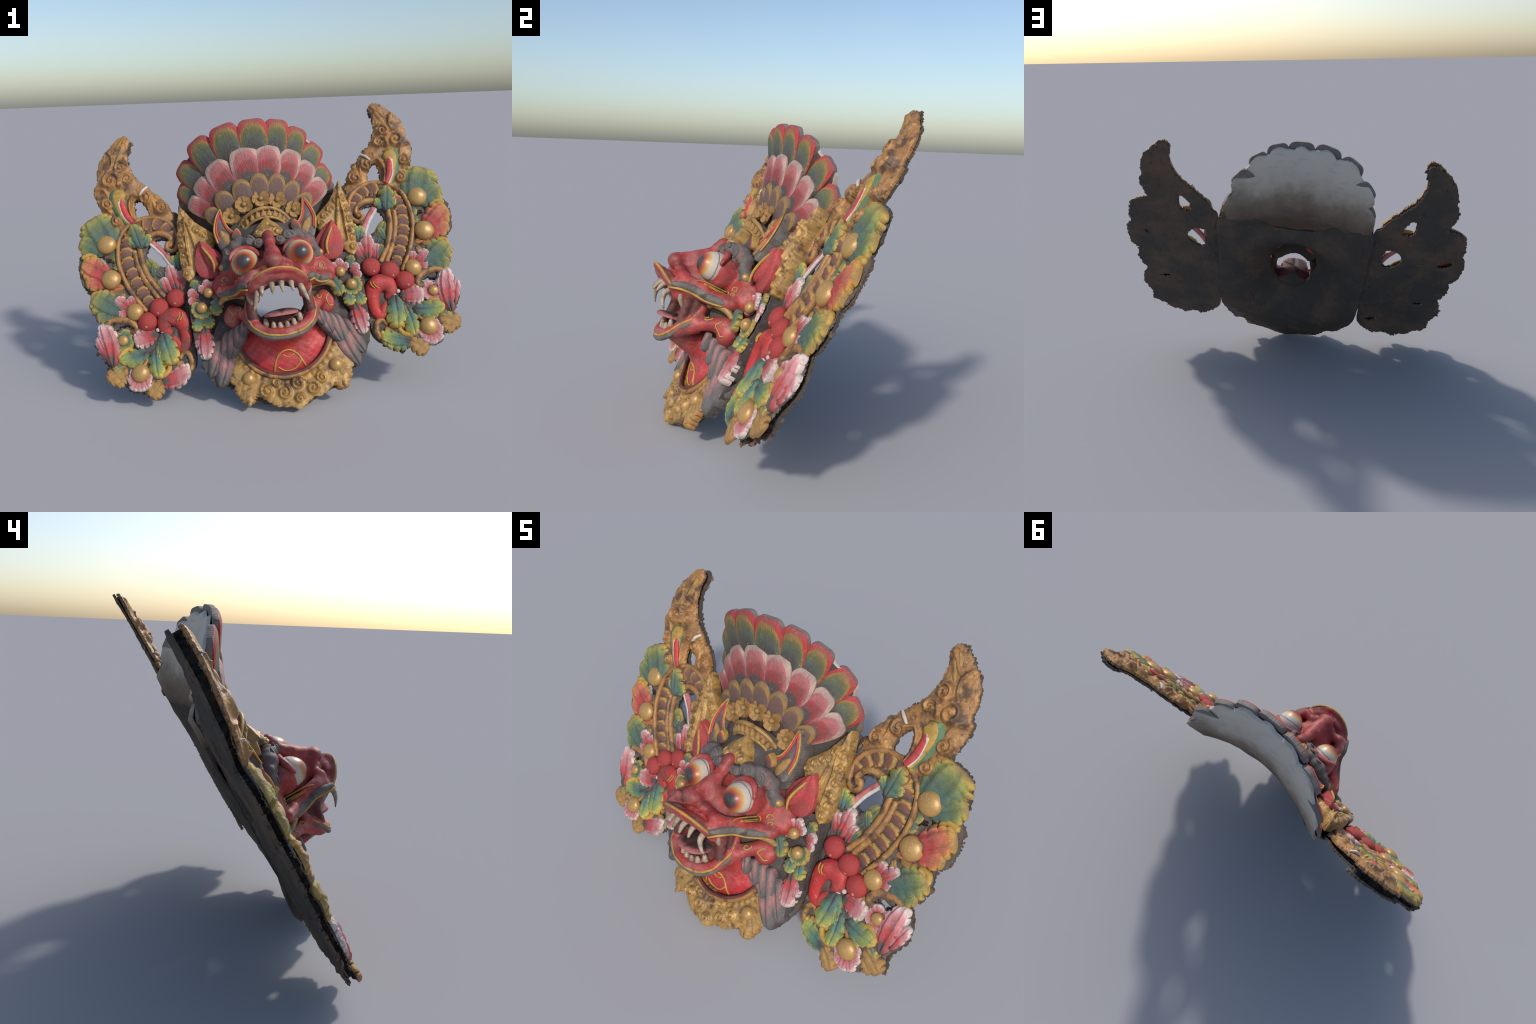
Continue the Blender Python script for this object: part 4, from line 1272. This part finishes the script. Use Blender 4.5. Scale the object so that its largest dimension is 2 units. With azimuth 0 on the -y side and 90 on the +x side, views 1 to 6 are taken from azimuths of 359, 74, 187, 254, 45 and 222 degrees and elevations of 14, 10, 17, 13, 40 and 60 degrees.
def eye_mat():
    m = Nodes("eye_ring_paint", 0.35, 0.5)
    c = m.coords()
    o = m.sep(c)
    n = m.noise(c, 3.0, 4)
    ang = m.math('ARCCOSINE', m.math('MINIMUM', m.math('MAXIMUM', o[2], -1.0), 1.0))
    p = m.math('ADD', m.math('DIVIDE', ang, math.pi), m.math('MULTIPLY', m.math('SUBTRACT', n, 0.5), 0.04))
    col = m.ramp(p, [(0.0, srgb(60, 57, 57)), (0.135, srgb(66, 62, 61)), (0.165, srgb(124, 58, 50)), (0.215, srgb(176, 84, 62)), (0.275, srgb(190, 146, 76)),
                     (0.325, srgb(196, 182, 160)), (0.42, srgb(194, 186, 174)), (0.435, srgb(90, 84, 82)), (0.45, srgb(190, 182, 172)), (0.53, srgb(186, 168, 158)), (0.56, srgb(196, 70, 70))])
    col = m.mix(m.math('MULTIPLY', m.mask(m.noise(c, 9, 5), 0.6, 0.75), 0.5), col, srgb(120, 104, 96))
    return m.out(col)


M_EYE = eye_mat()
for s in (1, -1):
    axis = Vector((0.10 * s, -0.14, 1.0)).normalized()
    R = Vector((0, 0, 1)).rotation_difference(axis).to_matrix().to_4x4()
    Mx = Matrix.Translation((0.133 * s, -0.083, 0.213 if s > 0 else 0.196)) @ R @ Matrix.Diagonal((0.069, 0.069, 0.088, 1))
    link("eye", BALLS[0].copy() if False else ball_mesh(5, 0.006), head, Mx, M_EYE)
    # lid ring
    ring = [(0.133 * s + 0.073 * math.cos(a) , -0.078 + 0.071 * math.sin(a), 0.205 + 0.012 * math.cos(a * 2)) for a in np.linspace(0.2, math.pi - 0.2, 16)]
    link("eyelid", tube("eyelid", ring, [0.008, 0.015, 0.017, 0.015, 0.008], 8), head, mat=M_FACE)
    # curly eyebrow
    for (bx, by, bz, br) in BROW:
        sp = [(x, y, bz + br * 0.86 - 5 * ((x - bx) ** 2 + (y - by) ** 2)) for x, y in spiral(bx, by, br * 0.7, 1.2, RNG.uniform(0, 6), 1, 22)]
        link("curl_ridge", tube("curl_ridge", sp, br * 0.2, 7, s < 0), HEADPARTS["eyebrow"], mat=M_BROW)
    # nostril wing curl and red swirls
    MY = M_YLINE
    on_face(head, "face_mark", [(s * x, y) for x, y in spiral(0.192, -0.165, 0.018, 1.2, 3.6, -1, 12)], 0.003, MY)
    on_face(head, "face_mark", [(s * x, y) for x, y in spiral(0.252, -0.135, 0.024, 0.7, 3.4, -1, 10)], 0.003, MY)
    on_face(head, "face_mark", [(s * x, y) for x, y in spiral(0.258, -0.158, 0.014, 0.7, 3.4, -1, 10)], 0.003, MY)
    on_face(jaw, "cheek_mark", [(s * x, y) for x, y in spiral(0.195, -0.292, 0.016, 1.0, 0.6, -1, 10)], 0.003, MY)
    on_face(jaw, "cheek_mark", [(s * 0.252, -0.275), (s * 0.235, -0.305), (s * 0.250, -0.335), (s * 0.268, -0.33)], 0.003, MY)
    # dark side lip with its gold line, running from the fang to the cheek flower
    side_u = [(0.142, -0.236, 0.352), (0.168, -0.218, 0.30), (0.178, -0.212, 0.245), (0.205, -0.214, 0.195), (0.245, -0.205, 0.145), (0.285, -0.190, 0.105)]
    side_u = catmull(side_u, 6)
    link("side_lip", tube("side_lip", side_u, [0.010, 0.018, 0.020, 0.021, 0.020, 0.014], 10, s < 0), head, mat=M_GREYLIP)
    gl = side_u + np.array([0.004, -0.020, 0.008])
    link("lip_line", tube("lip_line", gl[: -4], [0.004, 0.006, 0.006, 0.006, 0.004], 8, s < 0), head, mat=M_YLINE)
    on = [(0.115 + 0.012, -0.195, 0.345), (0.150, -0.196, 0.315)]
    # tusks
    link("tusk", tube("tusk", catmull([(0.100, -0.262, 0.335), (0.106, -0.290, 0.352), (0.118, -0.322, 0.345), (0.131, -0.352, 0.325)], 6), [0.014, 0.014, 0.011, 0.007, 0.002], 10, s < 0), head, mat=M_TOOTH)
    link("tusk", tube("tusk", catmull([(0.128, -0.245, 0.290), (0.140, -0.262, 0.295), (0.140, -0.288, 0.275), (0.131, -0.312, 0.250)], 6), [0.017, 0.017, 0.014, 0.010, 0.004], 10, s < 0), head, mat=M_TOOTH)
    # gold hook at the corner of the mouth
    link("hook", tube("hook", catmull([(0.160, -0.243, 0.160), (0.185, -0.228, 0.158), (0.225, -0.222, 0.140), (0.265, -0.224, 0.110), (0.290, -0.245, 0.080)], 6), [0.016, 0.019, 0.018, 0.017, 0.010], 12, s < 0), head, mat=M_GOLD)
    # ear: two shells with a gold rim between
    ear = leaf(head, (0.292 * s, -0.092, 0.045), (0.350 * s, 0.112, 0.062), pal="ear", w=0.36, a=0.45, b=0.95, lobes=0, dome=0.06, groove=0.0, thick=0.12, name="ear", bend=-0.06 * s)
    leaf(head, (0.268 * s, -0.060, 0.070), (0.347 * s, 0.108, 0.068), pal="ear", w=0.17, a=0.5, b=0.9, lobes=0, dome=0.12, groove=0.0, thick=0.2, name="ear_fold", bend=0.10 * s)
    link("ear_rim", tube("ear_rim", catmull([(0.345, 0.108, 0.070), (0.333, 0.06, 0.088), (0.308, 0.015, 0.096), (0.290, -0.03, 0.098), (0.292, -0.075, 0.092)], 6), [0.003, 0.006, 0.007, 0.007, 0.005], 8, s < 0), head, mat=M_YLINE)
    ball(head, (0.250, -0.062, 0.098), 0.019, "ear_bead", M_BALL, s, 1.3)

    # horn: dark crescent with red and yellow edges and a gilt inlay
    HP = catmull([(0.219, 0.262), (0.250, 0.208), (0.268, 0.135), (0.256, 0.07), (0.232, 0.025), (0.190, 0.035), (0.138, 0.070), (0.136, 0.104), (0.178, 0.124), (0.198, 0.172)], 5, True)
    hz = lambda x, y: 0.098 - 0.13 * np.clip(y - 0.03, 0, 1)
    horn = link("horn", relief_panel("horn", lambda x, y: poly_sdf(x, y, HP), (0.13, 0.0, 0.29, 0.27),
                lambda x, y, d: hz(x, y) + 0.012 * (1 - np.exp(d / 0.012)), lambda x, y, d: zback(x, y) + 0.03, 0.0035, s < 0), mat=M_HORNGREY)

    def edge(name, pts, r, mat, dz):
        pp = catmull(pts, 6)
        link(name, tube(name, np.column_stack([pp, hz(pp[:, 0], pp[:, 1]) + dz]), r, 8, s < 0), horn, mat=mat)
    edge("horn_line", [(0.220, 0.256), (0.247, 0.204), (0.263, 0.135), (0.252, 0.07)], 0.005, M_YLINE, 0.010)
    edge("horn_line", [(0.220, 0.240), (0.240, 0.194), (0.253, 0.135), (0.244, 0.08)], 0.0055, M_RED, 0.010)
    edge("horn_line", [(0.218, 0.256), (0.201, 0.174), (0.178, 0.128), (0.140, 0.104)], 0.005, M_YLINE, 0.010)
    edge("horn_line", [(0.219, 0.240), (0.208, 0.170), (0.184, 0.120), (0.148, 0.094)], 0.0055, M_RED, 0.010)
    leaf(horn, (0.190 * s, 0.040, 0.106), (0.234 * s, 0.138, 0.097), pal="gold", w=0.20, a=0.6, b=0.7, lobes=0, dome=0.06, groove=0.0, thick=0.1, bend=-0.14 * s, name="horn_inlay")
    leaf(horn, (0.150 * s, 0.055, 0.125), (0.150 * s, 0.125, 0.135), pal="spur", w=0.34, a=0.6, b=0.8, lobes=0, dome=0.1, groove=0.0, thick=0.4, bend=0.15 * s, name="horn_spur")

    # gilt side spike
    SP = [(0.431, 0.336), (0.452, 0.235), (0.462, 0.153), (0.462, 0.05), (0.457, -0.055), (0.430, -0.085), (0.402, -0.066), (0.36, 0.0), (0.29, 0.06), (0.262, 0.105), (0.272, 0.150), (0.36, 0.228)]
    SPP = np.array(SP)
    rid = [(spiral(cx, cy, r, 1.1, 0.3, 1, 20), 0.0065, 0.013) for cx, cy, r in ((0.436, 0.225, 0.02), (0.395, 0.222, 0.02), (0.440, 0.165, 0.02), (0.352, 0.175, 0.022), (0.318, 0.145, 0.02),
           (0.443, 0.105, 0.019), (0.438, 0.055, 0.019), (0.443, 0.005, 0.018), (0.435, -0.045, 0.017), (0.290, 0.11, 0.018))]
    rid += [([(0.412, 0.255), (0.385, 0.15), (0.372, 0.08)], 0.006, 0.014), ([(0.412, 0.255), (0.418, 0.15), (0.415, 0.0)], 0.006, 0.014), ([(0.427, 0.32), (0.418, 0.27)], 0.006, 0.006)]

    def stop_(x, y, d):
        z = 0.028 + 0.008 * (1 - np.exp(d / 0.008))
        for pth, wdt, h in rid:
            z = z + h * np.exp(-(line_dist(x, y, pth) / wdt) ** 2)
        return z + 0.0015 * rough2(x, y, 90, 3)
    link("spike", relief_panel("spike", lambda x, y: poly_sdf(x, y, SPP) + 0.001 * rough2(x, y, 240, 8), (0.24, -0.1, 0.48, 0.35), stop_,
         lambda x, y, d: np.maximum(zback(x, y) + 0.012, -0.03), 0.0035, s < 0), mat=M_GOLD)

    # flowers on the cheek
    fl = link("cheek_flower", relief_panel("cheek_flower", lambda x, y: poly_sdf(x, y, catmull([(0.30, -0.10), (0.40, -0.06), (0.445, -0.15), (0.446, -0.35), (0.432, -0.46), (0.385, -0.42), (0.345, -0.33), (0.30, -0.22)], 5, True)),
              (0.27, -0.5, 0.47, -0.03), lambda x, y, d: 0.020 + 0 * x, lambda x, y, d: zback(x, y) + 0.012, 0.006, s < 0), mat=M_CHAR)

    def CF(p0, p1, pal, w=0.4, zb=0.016, zt=0.028, **kw):
        kw.setdefault("lobes", 3)
        kw.setdefault("amp", 0.25)
        return leaf(fl, (p0[0], p0[1], zb + 0.012), (p1[0], p1[1], zt + 0.012), pal=pal, w=w, mirror=s, dome=0.14, **kw)
    for t in ((0.300, -0.115), (0.345, -0.095), (0.275, -0.185), (0.385, -0.125)):
        CF((0.342, -0.168), t, "pink", 0.34, 0.02, 0.04)
    CF((0.39, -0.15), (0.415, -0.085), "teal", 0.36)
    CF((0.395, -0.18), (0.440, -0.135), "pink", 0.42)
    CF((0.40, -0.20), (0.448, -0.185), "pink", 0.42)
    ball(fl, (0.339, -0.167, 0.050), 0.027, "gold_bead", M_BALL, s, 0.9)
    for k in range(6):
        a = -2.6 + k * 0.62
        CF((0.384, -0.238), (0.384 + 0.058 * math.cos(a), -0.238 + 0.058 * math.sin(a)), "cup", 0.42, 0.014, 0.026, lobes=2)
    ball(fl, (0.384, -0.238, 0.044), 0.029, "gold_bead", M_BALL, s, 0.9, 1)
    CF((0.285, -0.195), (0.322, -0.290), "teal", 0.34, 0.066, 0.050, bend=-0.1)
    CF((0.360, -0.270), (0.362, -0.345), "green", 0.44, 0.018, 0.026)
    CF((0.405, -0.280), (0.425, -0.350), "green", 0.44, 0.014, 0.024)
    CF((0.384, -0.325), (0.400, -0.495), "pink", 0.27, 0.006, 0.010, lobes=4)
    CF((0.395, -0.345), (0.437, -0.430), "pink", 0.24, 0.000, 0.006)

    # beard locks
    bd = link("beard", relief_panel("beard", lambda x, y: poly_sdf(x, y, catmull([(0.23, -0.33), (0.30, -0.30), (0.38, -0.44), (0.425, -0.50), (0.40, -0.56), (0.365, -0.635), (0.32, -0.63), (0.29, -0.55), (0.25, -0.45)], 5, True)),
              (0.17, -0.66, 0.45, -0.28), lambda x, y, d: 0.004 + 0.05 * np.clip((0.30 - x) / 0.1, 0, 1) * np.clip((y + 0.50) / 0.15, 0, 1), lambda x, y, d: zback(x, y) + 0.012, 0.006, s < 0), mat=M_CHAR)
    for b_, t_, w_, be in (((0.178, -0.345, 0.130), (0.200, -0.430, 0.118), 0.30, 0.10), ((0.200, -0.355, 0.105), (0.238, -0.470, 0.070), 0.30, 0.12),
                           ((0.230, -0.365, 0.080), (0.282, -0.520, 0.035), 0.26, 0.14), ((0.262, -0.370, 0.055), (0.318, -0.545, 0.016), 0.24, 0.12),
                           ((0.275, -0.44, 0.036), (0.350, -0.645, 0.010), 0.26, 0.16), ((0.305, -0.40, 0.024), (0.390, -0.590, 0.006), 0.25, 0.14), ((0.34, -0.42, 0.008), (0.425, -0.535, -0.005), 0.22, 0.12)):
        leaf(bd, (b_[0] * s, b_[1], b_[2] - 0.018), (t_[0] * s, t_[1], t_[2] - 0.016), pal="lock", w=w_, a=0.5, b=0.55, lobes=0, dome=0.15, groove=0.035, thick=0.16, bend=be * s, name="lock")

# lip lines
link("lip_line", tube("lip_line", catmull([(x * 1.02, y + 0.006, z + 0.007) for x, y, z in LIPE], 6), 0.0065, 8), HEADPARTS["upper_lip"], mat=M_YLINE)
link("lip_line", tube("lip_line", catmull([(x * 1.05, y - 0.010, z + 0.015) for x, y, z in JL], 6), [0.004] + [0.0065] * 7 + [0.004], 8), jaw, mat=M_YLINE)
link("lip_band", tube("lip_band", catmull([(x * 1.06, y - 0.020, z + 0.004) for x, y, z in JL], 6), [0.008] + [0.012] * 7 + [0.008], 8), jaw, mat=M_GREYLIP)
# upper teeth
for x, zz in ((-0.080, 0.352), (-0.032, 0.368), (0.013, 0.372), (0.058, 0.362)):
    link("tooth", tube("tooth", catmull([(x, -0.235, zz - 0.012), (x, -0.262, zz + 0.008), (x * 1.06, -0.296, zz + 0.018)], 4), [0.016, 0.014, 0.010, 0.004], 9), head, mat=M_TOOTH)
# lower teeth and tongue
for x, y, zz in ((-0.083, -0.404, 0.245), (-0.050, -0.426, 0.250), (-0.020, -0.433, 0.254), (0.014, -0.434, 0.254), (0.046, -0.424, 0.250), (0.078, -0.401, 0.245)):
    link("tooth", tube("tooth", [(x, y - 0.012, zz - 0.012), (x, y, zz + 0.010), (x, y + 0.020, zz + 0.018)], [0.014, 0.014, 0.009], 9), jaw, mat=M_TOOTH)
leaf(jaw, (-0.006, -0.342, 0.170), (-0.006, -0.378, 0.318), pal="tongue", w=0.54, a=0.30, b=0.30, lobes=0, dome=0.06, groove=0.04, thick=0.07, normal=(0, 1, 0.3), name="tongue")
# gilt pointed plate on the brow
PLATE = [(-0.072, 0.062), (-0.058, 0.040), (0.006, 0.028), (0.066, 0.036), (0.080, 0.060), (0.058, 0.100), (0.030, 0.130), (0.010, 0.162), (-0.014, 0.132), (-0.046, 0.104)]
PLATE_SP = [spiral(-0.040, 0.062, 0.024, 1.3, 0.5, 1, 22), spiral(0.052, 0.058, 0.024, 1.3, 2.6, -1, 22)]


def plate_top(x, y, d):
    z = 0.196 - 0.42 * (y - 0.04) - 1.6 * (x - 0.006) ** 2 + 0.008 * (1 - np.exp(d / 0.01))
    for p_ in PLATE_SP:
        z = z + 0.009 * np.exp(-(line_dist(x, y, p_) / 0.006) ** 2)
    return z - 0.006 * np.exp(-((x - 0.012) ** 2 + (y - 0.105) ** 2) / 0.006 ** 2) + 0.0012 * rough2(x, y, 120, 5)


link("brow_plate", relief_panel("brow_plate", lambda x, y: poly_sdf(x, y, np.array(PLATE)) + 0.0012 * rough2(x, y, 260, 3), (-0.09, 0.01, 0.10, 0.18), plate_top,
     lambda x, y, d: 0.06 + 0 * x, 0.003), tiara, mat=M_GOLD)
hump = link("forehead", relief_panel("forehead", lambda x, y: poly_sdf(x, y, catmull([(-0.24, 0.0), (-0.2, 0.13), (-0.1, 0.19), (0, 0.2), (0.1, 0.19), (0.2, 0.13), (0.24, 0.0), (0, -0.06)], 5, True)), (-0.27, -0.1, 0.27, 0.22),
            lambda x, y, d: 0.04 + (0.06 + 0.07 * np.clip((0.16 - y) / 0.14, 0, 1)) * np.clip(1 - (x / 0.24) ** 2, 0, 1), lambda x, y, d: zback(x, y) + 0.03, 0.006), mat=M_CHAR)
# neck marks
on_face(neck, "neck_mark", [(-0.080, -0.635), (-0.065, -0.575), (-0.040, -0.532), (0.008, -0.516), (0.050, -0.540), (0.075, -0.585), (0.095, -0.628)], 0.0045, M_YLINE, 0.003)
on_face(neck, "neck_mark", [(-0.052, -0.59), (-0.02, -0.612), (0.03, -0.608), (0.068, -0.57)], 0.004, M_YLINE, 0.003)
on_face(neck, "neck_mark", [(-0.022, -0.535), (0.006, -0.550), (0.034, -0.538)], 0.004, M_YLINE, 0.003)

# ------------------------------------------------------------------ collar
COL_OUT = [(0.255, -0.50), (0.315, -0.575), (0.322, -0.63), (0.290, -0.665), (0.262, -0.735), (0.225, -0.70), (0.150, -0.752), (0.085, -0.765), (0.026, -0.804), (-0.030, -0.785),
           (-0.090, -0.775), (-0.155, -0.725), (-0.190, -0.715), (-0.222, -0.755), (-0.245, -0.69), (-0.285, -0.62), (-0.290, -0.57), (-0.235, -0.50)]
COL_POLY = catmull(COL_OUT + [(-0.17, -0.57), (-0.08, -0.618), (0, -0.63), (0.08, -0.62), (0.17, -0.575)], 5, True)
crid = [(spiral(cx, cy, r, 1.5, st, hd, 26), 0.008, 0.016) for cx, cy, r, st, hd in ((-0.125, -0.695, 0.034, 2, 1), (-0.045, -0.715, 0.034, 1, -1), (0.03, -0.682, 0.036, 0.5, 1), (0.095, -0.715, 0.034, 2, -1),
        (0.150, -0.672, 0.030, 1, 1), (-0.075, -0.665, 0.022, 0, 1), (0.025, -0.755, 0.022, 0, 1))]


def coltop(x, y, d):
    z = 0.022 + 0.030 * np.clip((-0.62 - y) / 0.18, 0, 1) - 0.05 * np.clip(np.abs(x) - 0.2, 0, 1) + 0.008 * (1 - np.exp(d / 0.01))
    for pth, wdt, h in crid:
        z = z + h * np.exp(-(line_dist(x, y, pth) / wdt) ** 2)
    ang = np.arctan2(x, -(y + 0.40))
    rad = np.hypot(x, y + 0.40)
    z = z + 0.008 * np.exp(-((rad - 0.268) / 0.012) ** 2) * (0.5 + 0.5 * np.sin(ang * 46))
    return z + 0.0008 * rough2(x, y, 80, 12)


collar = link("collar", relief_panel("collar", lambda x, y: poly_sdf(x, y, COL_POLY) + 0.003 * (rough2(x, y, 150, 41) + 0.7 * rough2(x, y, 380, 42)), (-0.33, -0.83, 0.35, -0.47), coltop,
              lambda x, y, d: -0.025 + 0.04 * np.clip((-0.62 - y) / 0.18, 0, 1), 0.0035), mat=M_GOLD)
ringp = np.array([(0.246 * math.sin(a), -0.402 - 0.243 * math.cos(a)) for a in np.linspace(-1.25, 1.25, 40)])
rz = np.array([0.050 - 0.028 * abs(math.sin(a)) for a in np.linspace(-1.25, 1.25, 40)])
link("collar_ring", tube("collar_ring", np.column_stack([ringp, rz]), 0.012, 10), collar, mat=M_GOLDB)
link("collar_groove", tube("collar_groove", np.column_stack([ringp * np.array([0.965, 1]) + np.array([0, 0.012]), rz + 0.004]), 0.008, 8), collar, mat=M_MOUTH)
for sx in (1, -1):
    bx = 0.229 if sx > 0 else -0.205
    for t in ((bx + 0.02 * sx, -0.745), (bx + 0.06 * sx, -0.70), (bx - 0.035 * sx, -0.705)):
        leaf(collar, (bx, -0.60, 0.022), (t[0], t[1], 0.020), pal="gold", w=0.34, a=0.5, b=0.35, lobes=3, amp=0.3, dome=0.12, thick=0.2, name="leaf")
    leaf(collar, (bx + 0.02 * sx, -0.56, 0.015), (bx + 0.085 * sx, -0.635, 0.012), pal="gold", w=0.34, a=0.5, b=0.35, lobes=3, amp=0.3, dome=0.12, thick=0.2, name="leaf")
    ball(collar, (bx, -0.622, 0.030), 0.033, "gold_bead", M_BALL, 1, 0.85)
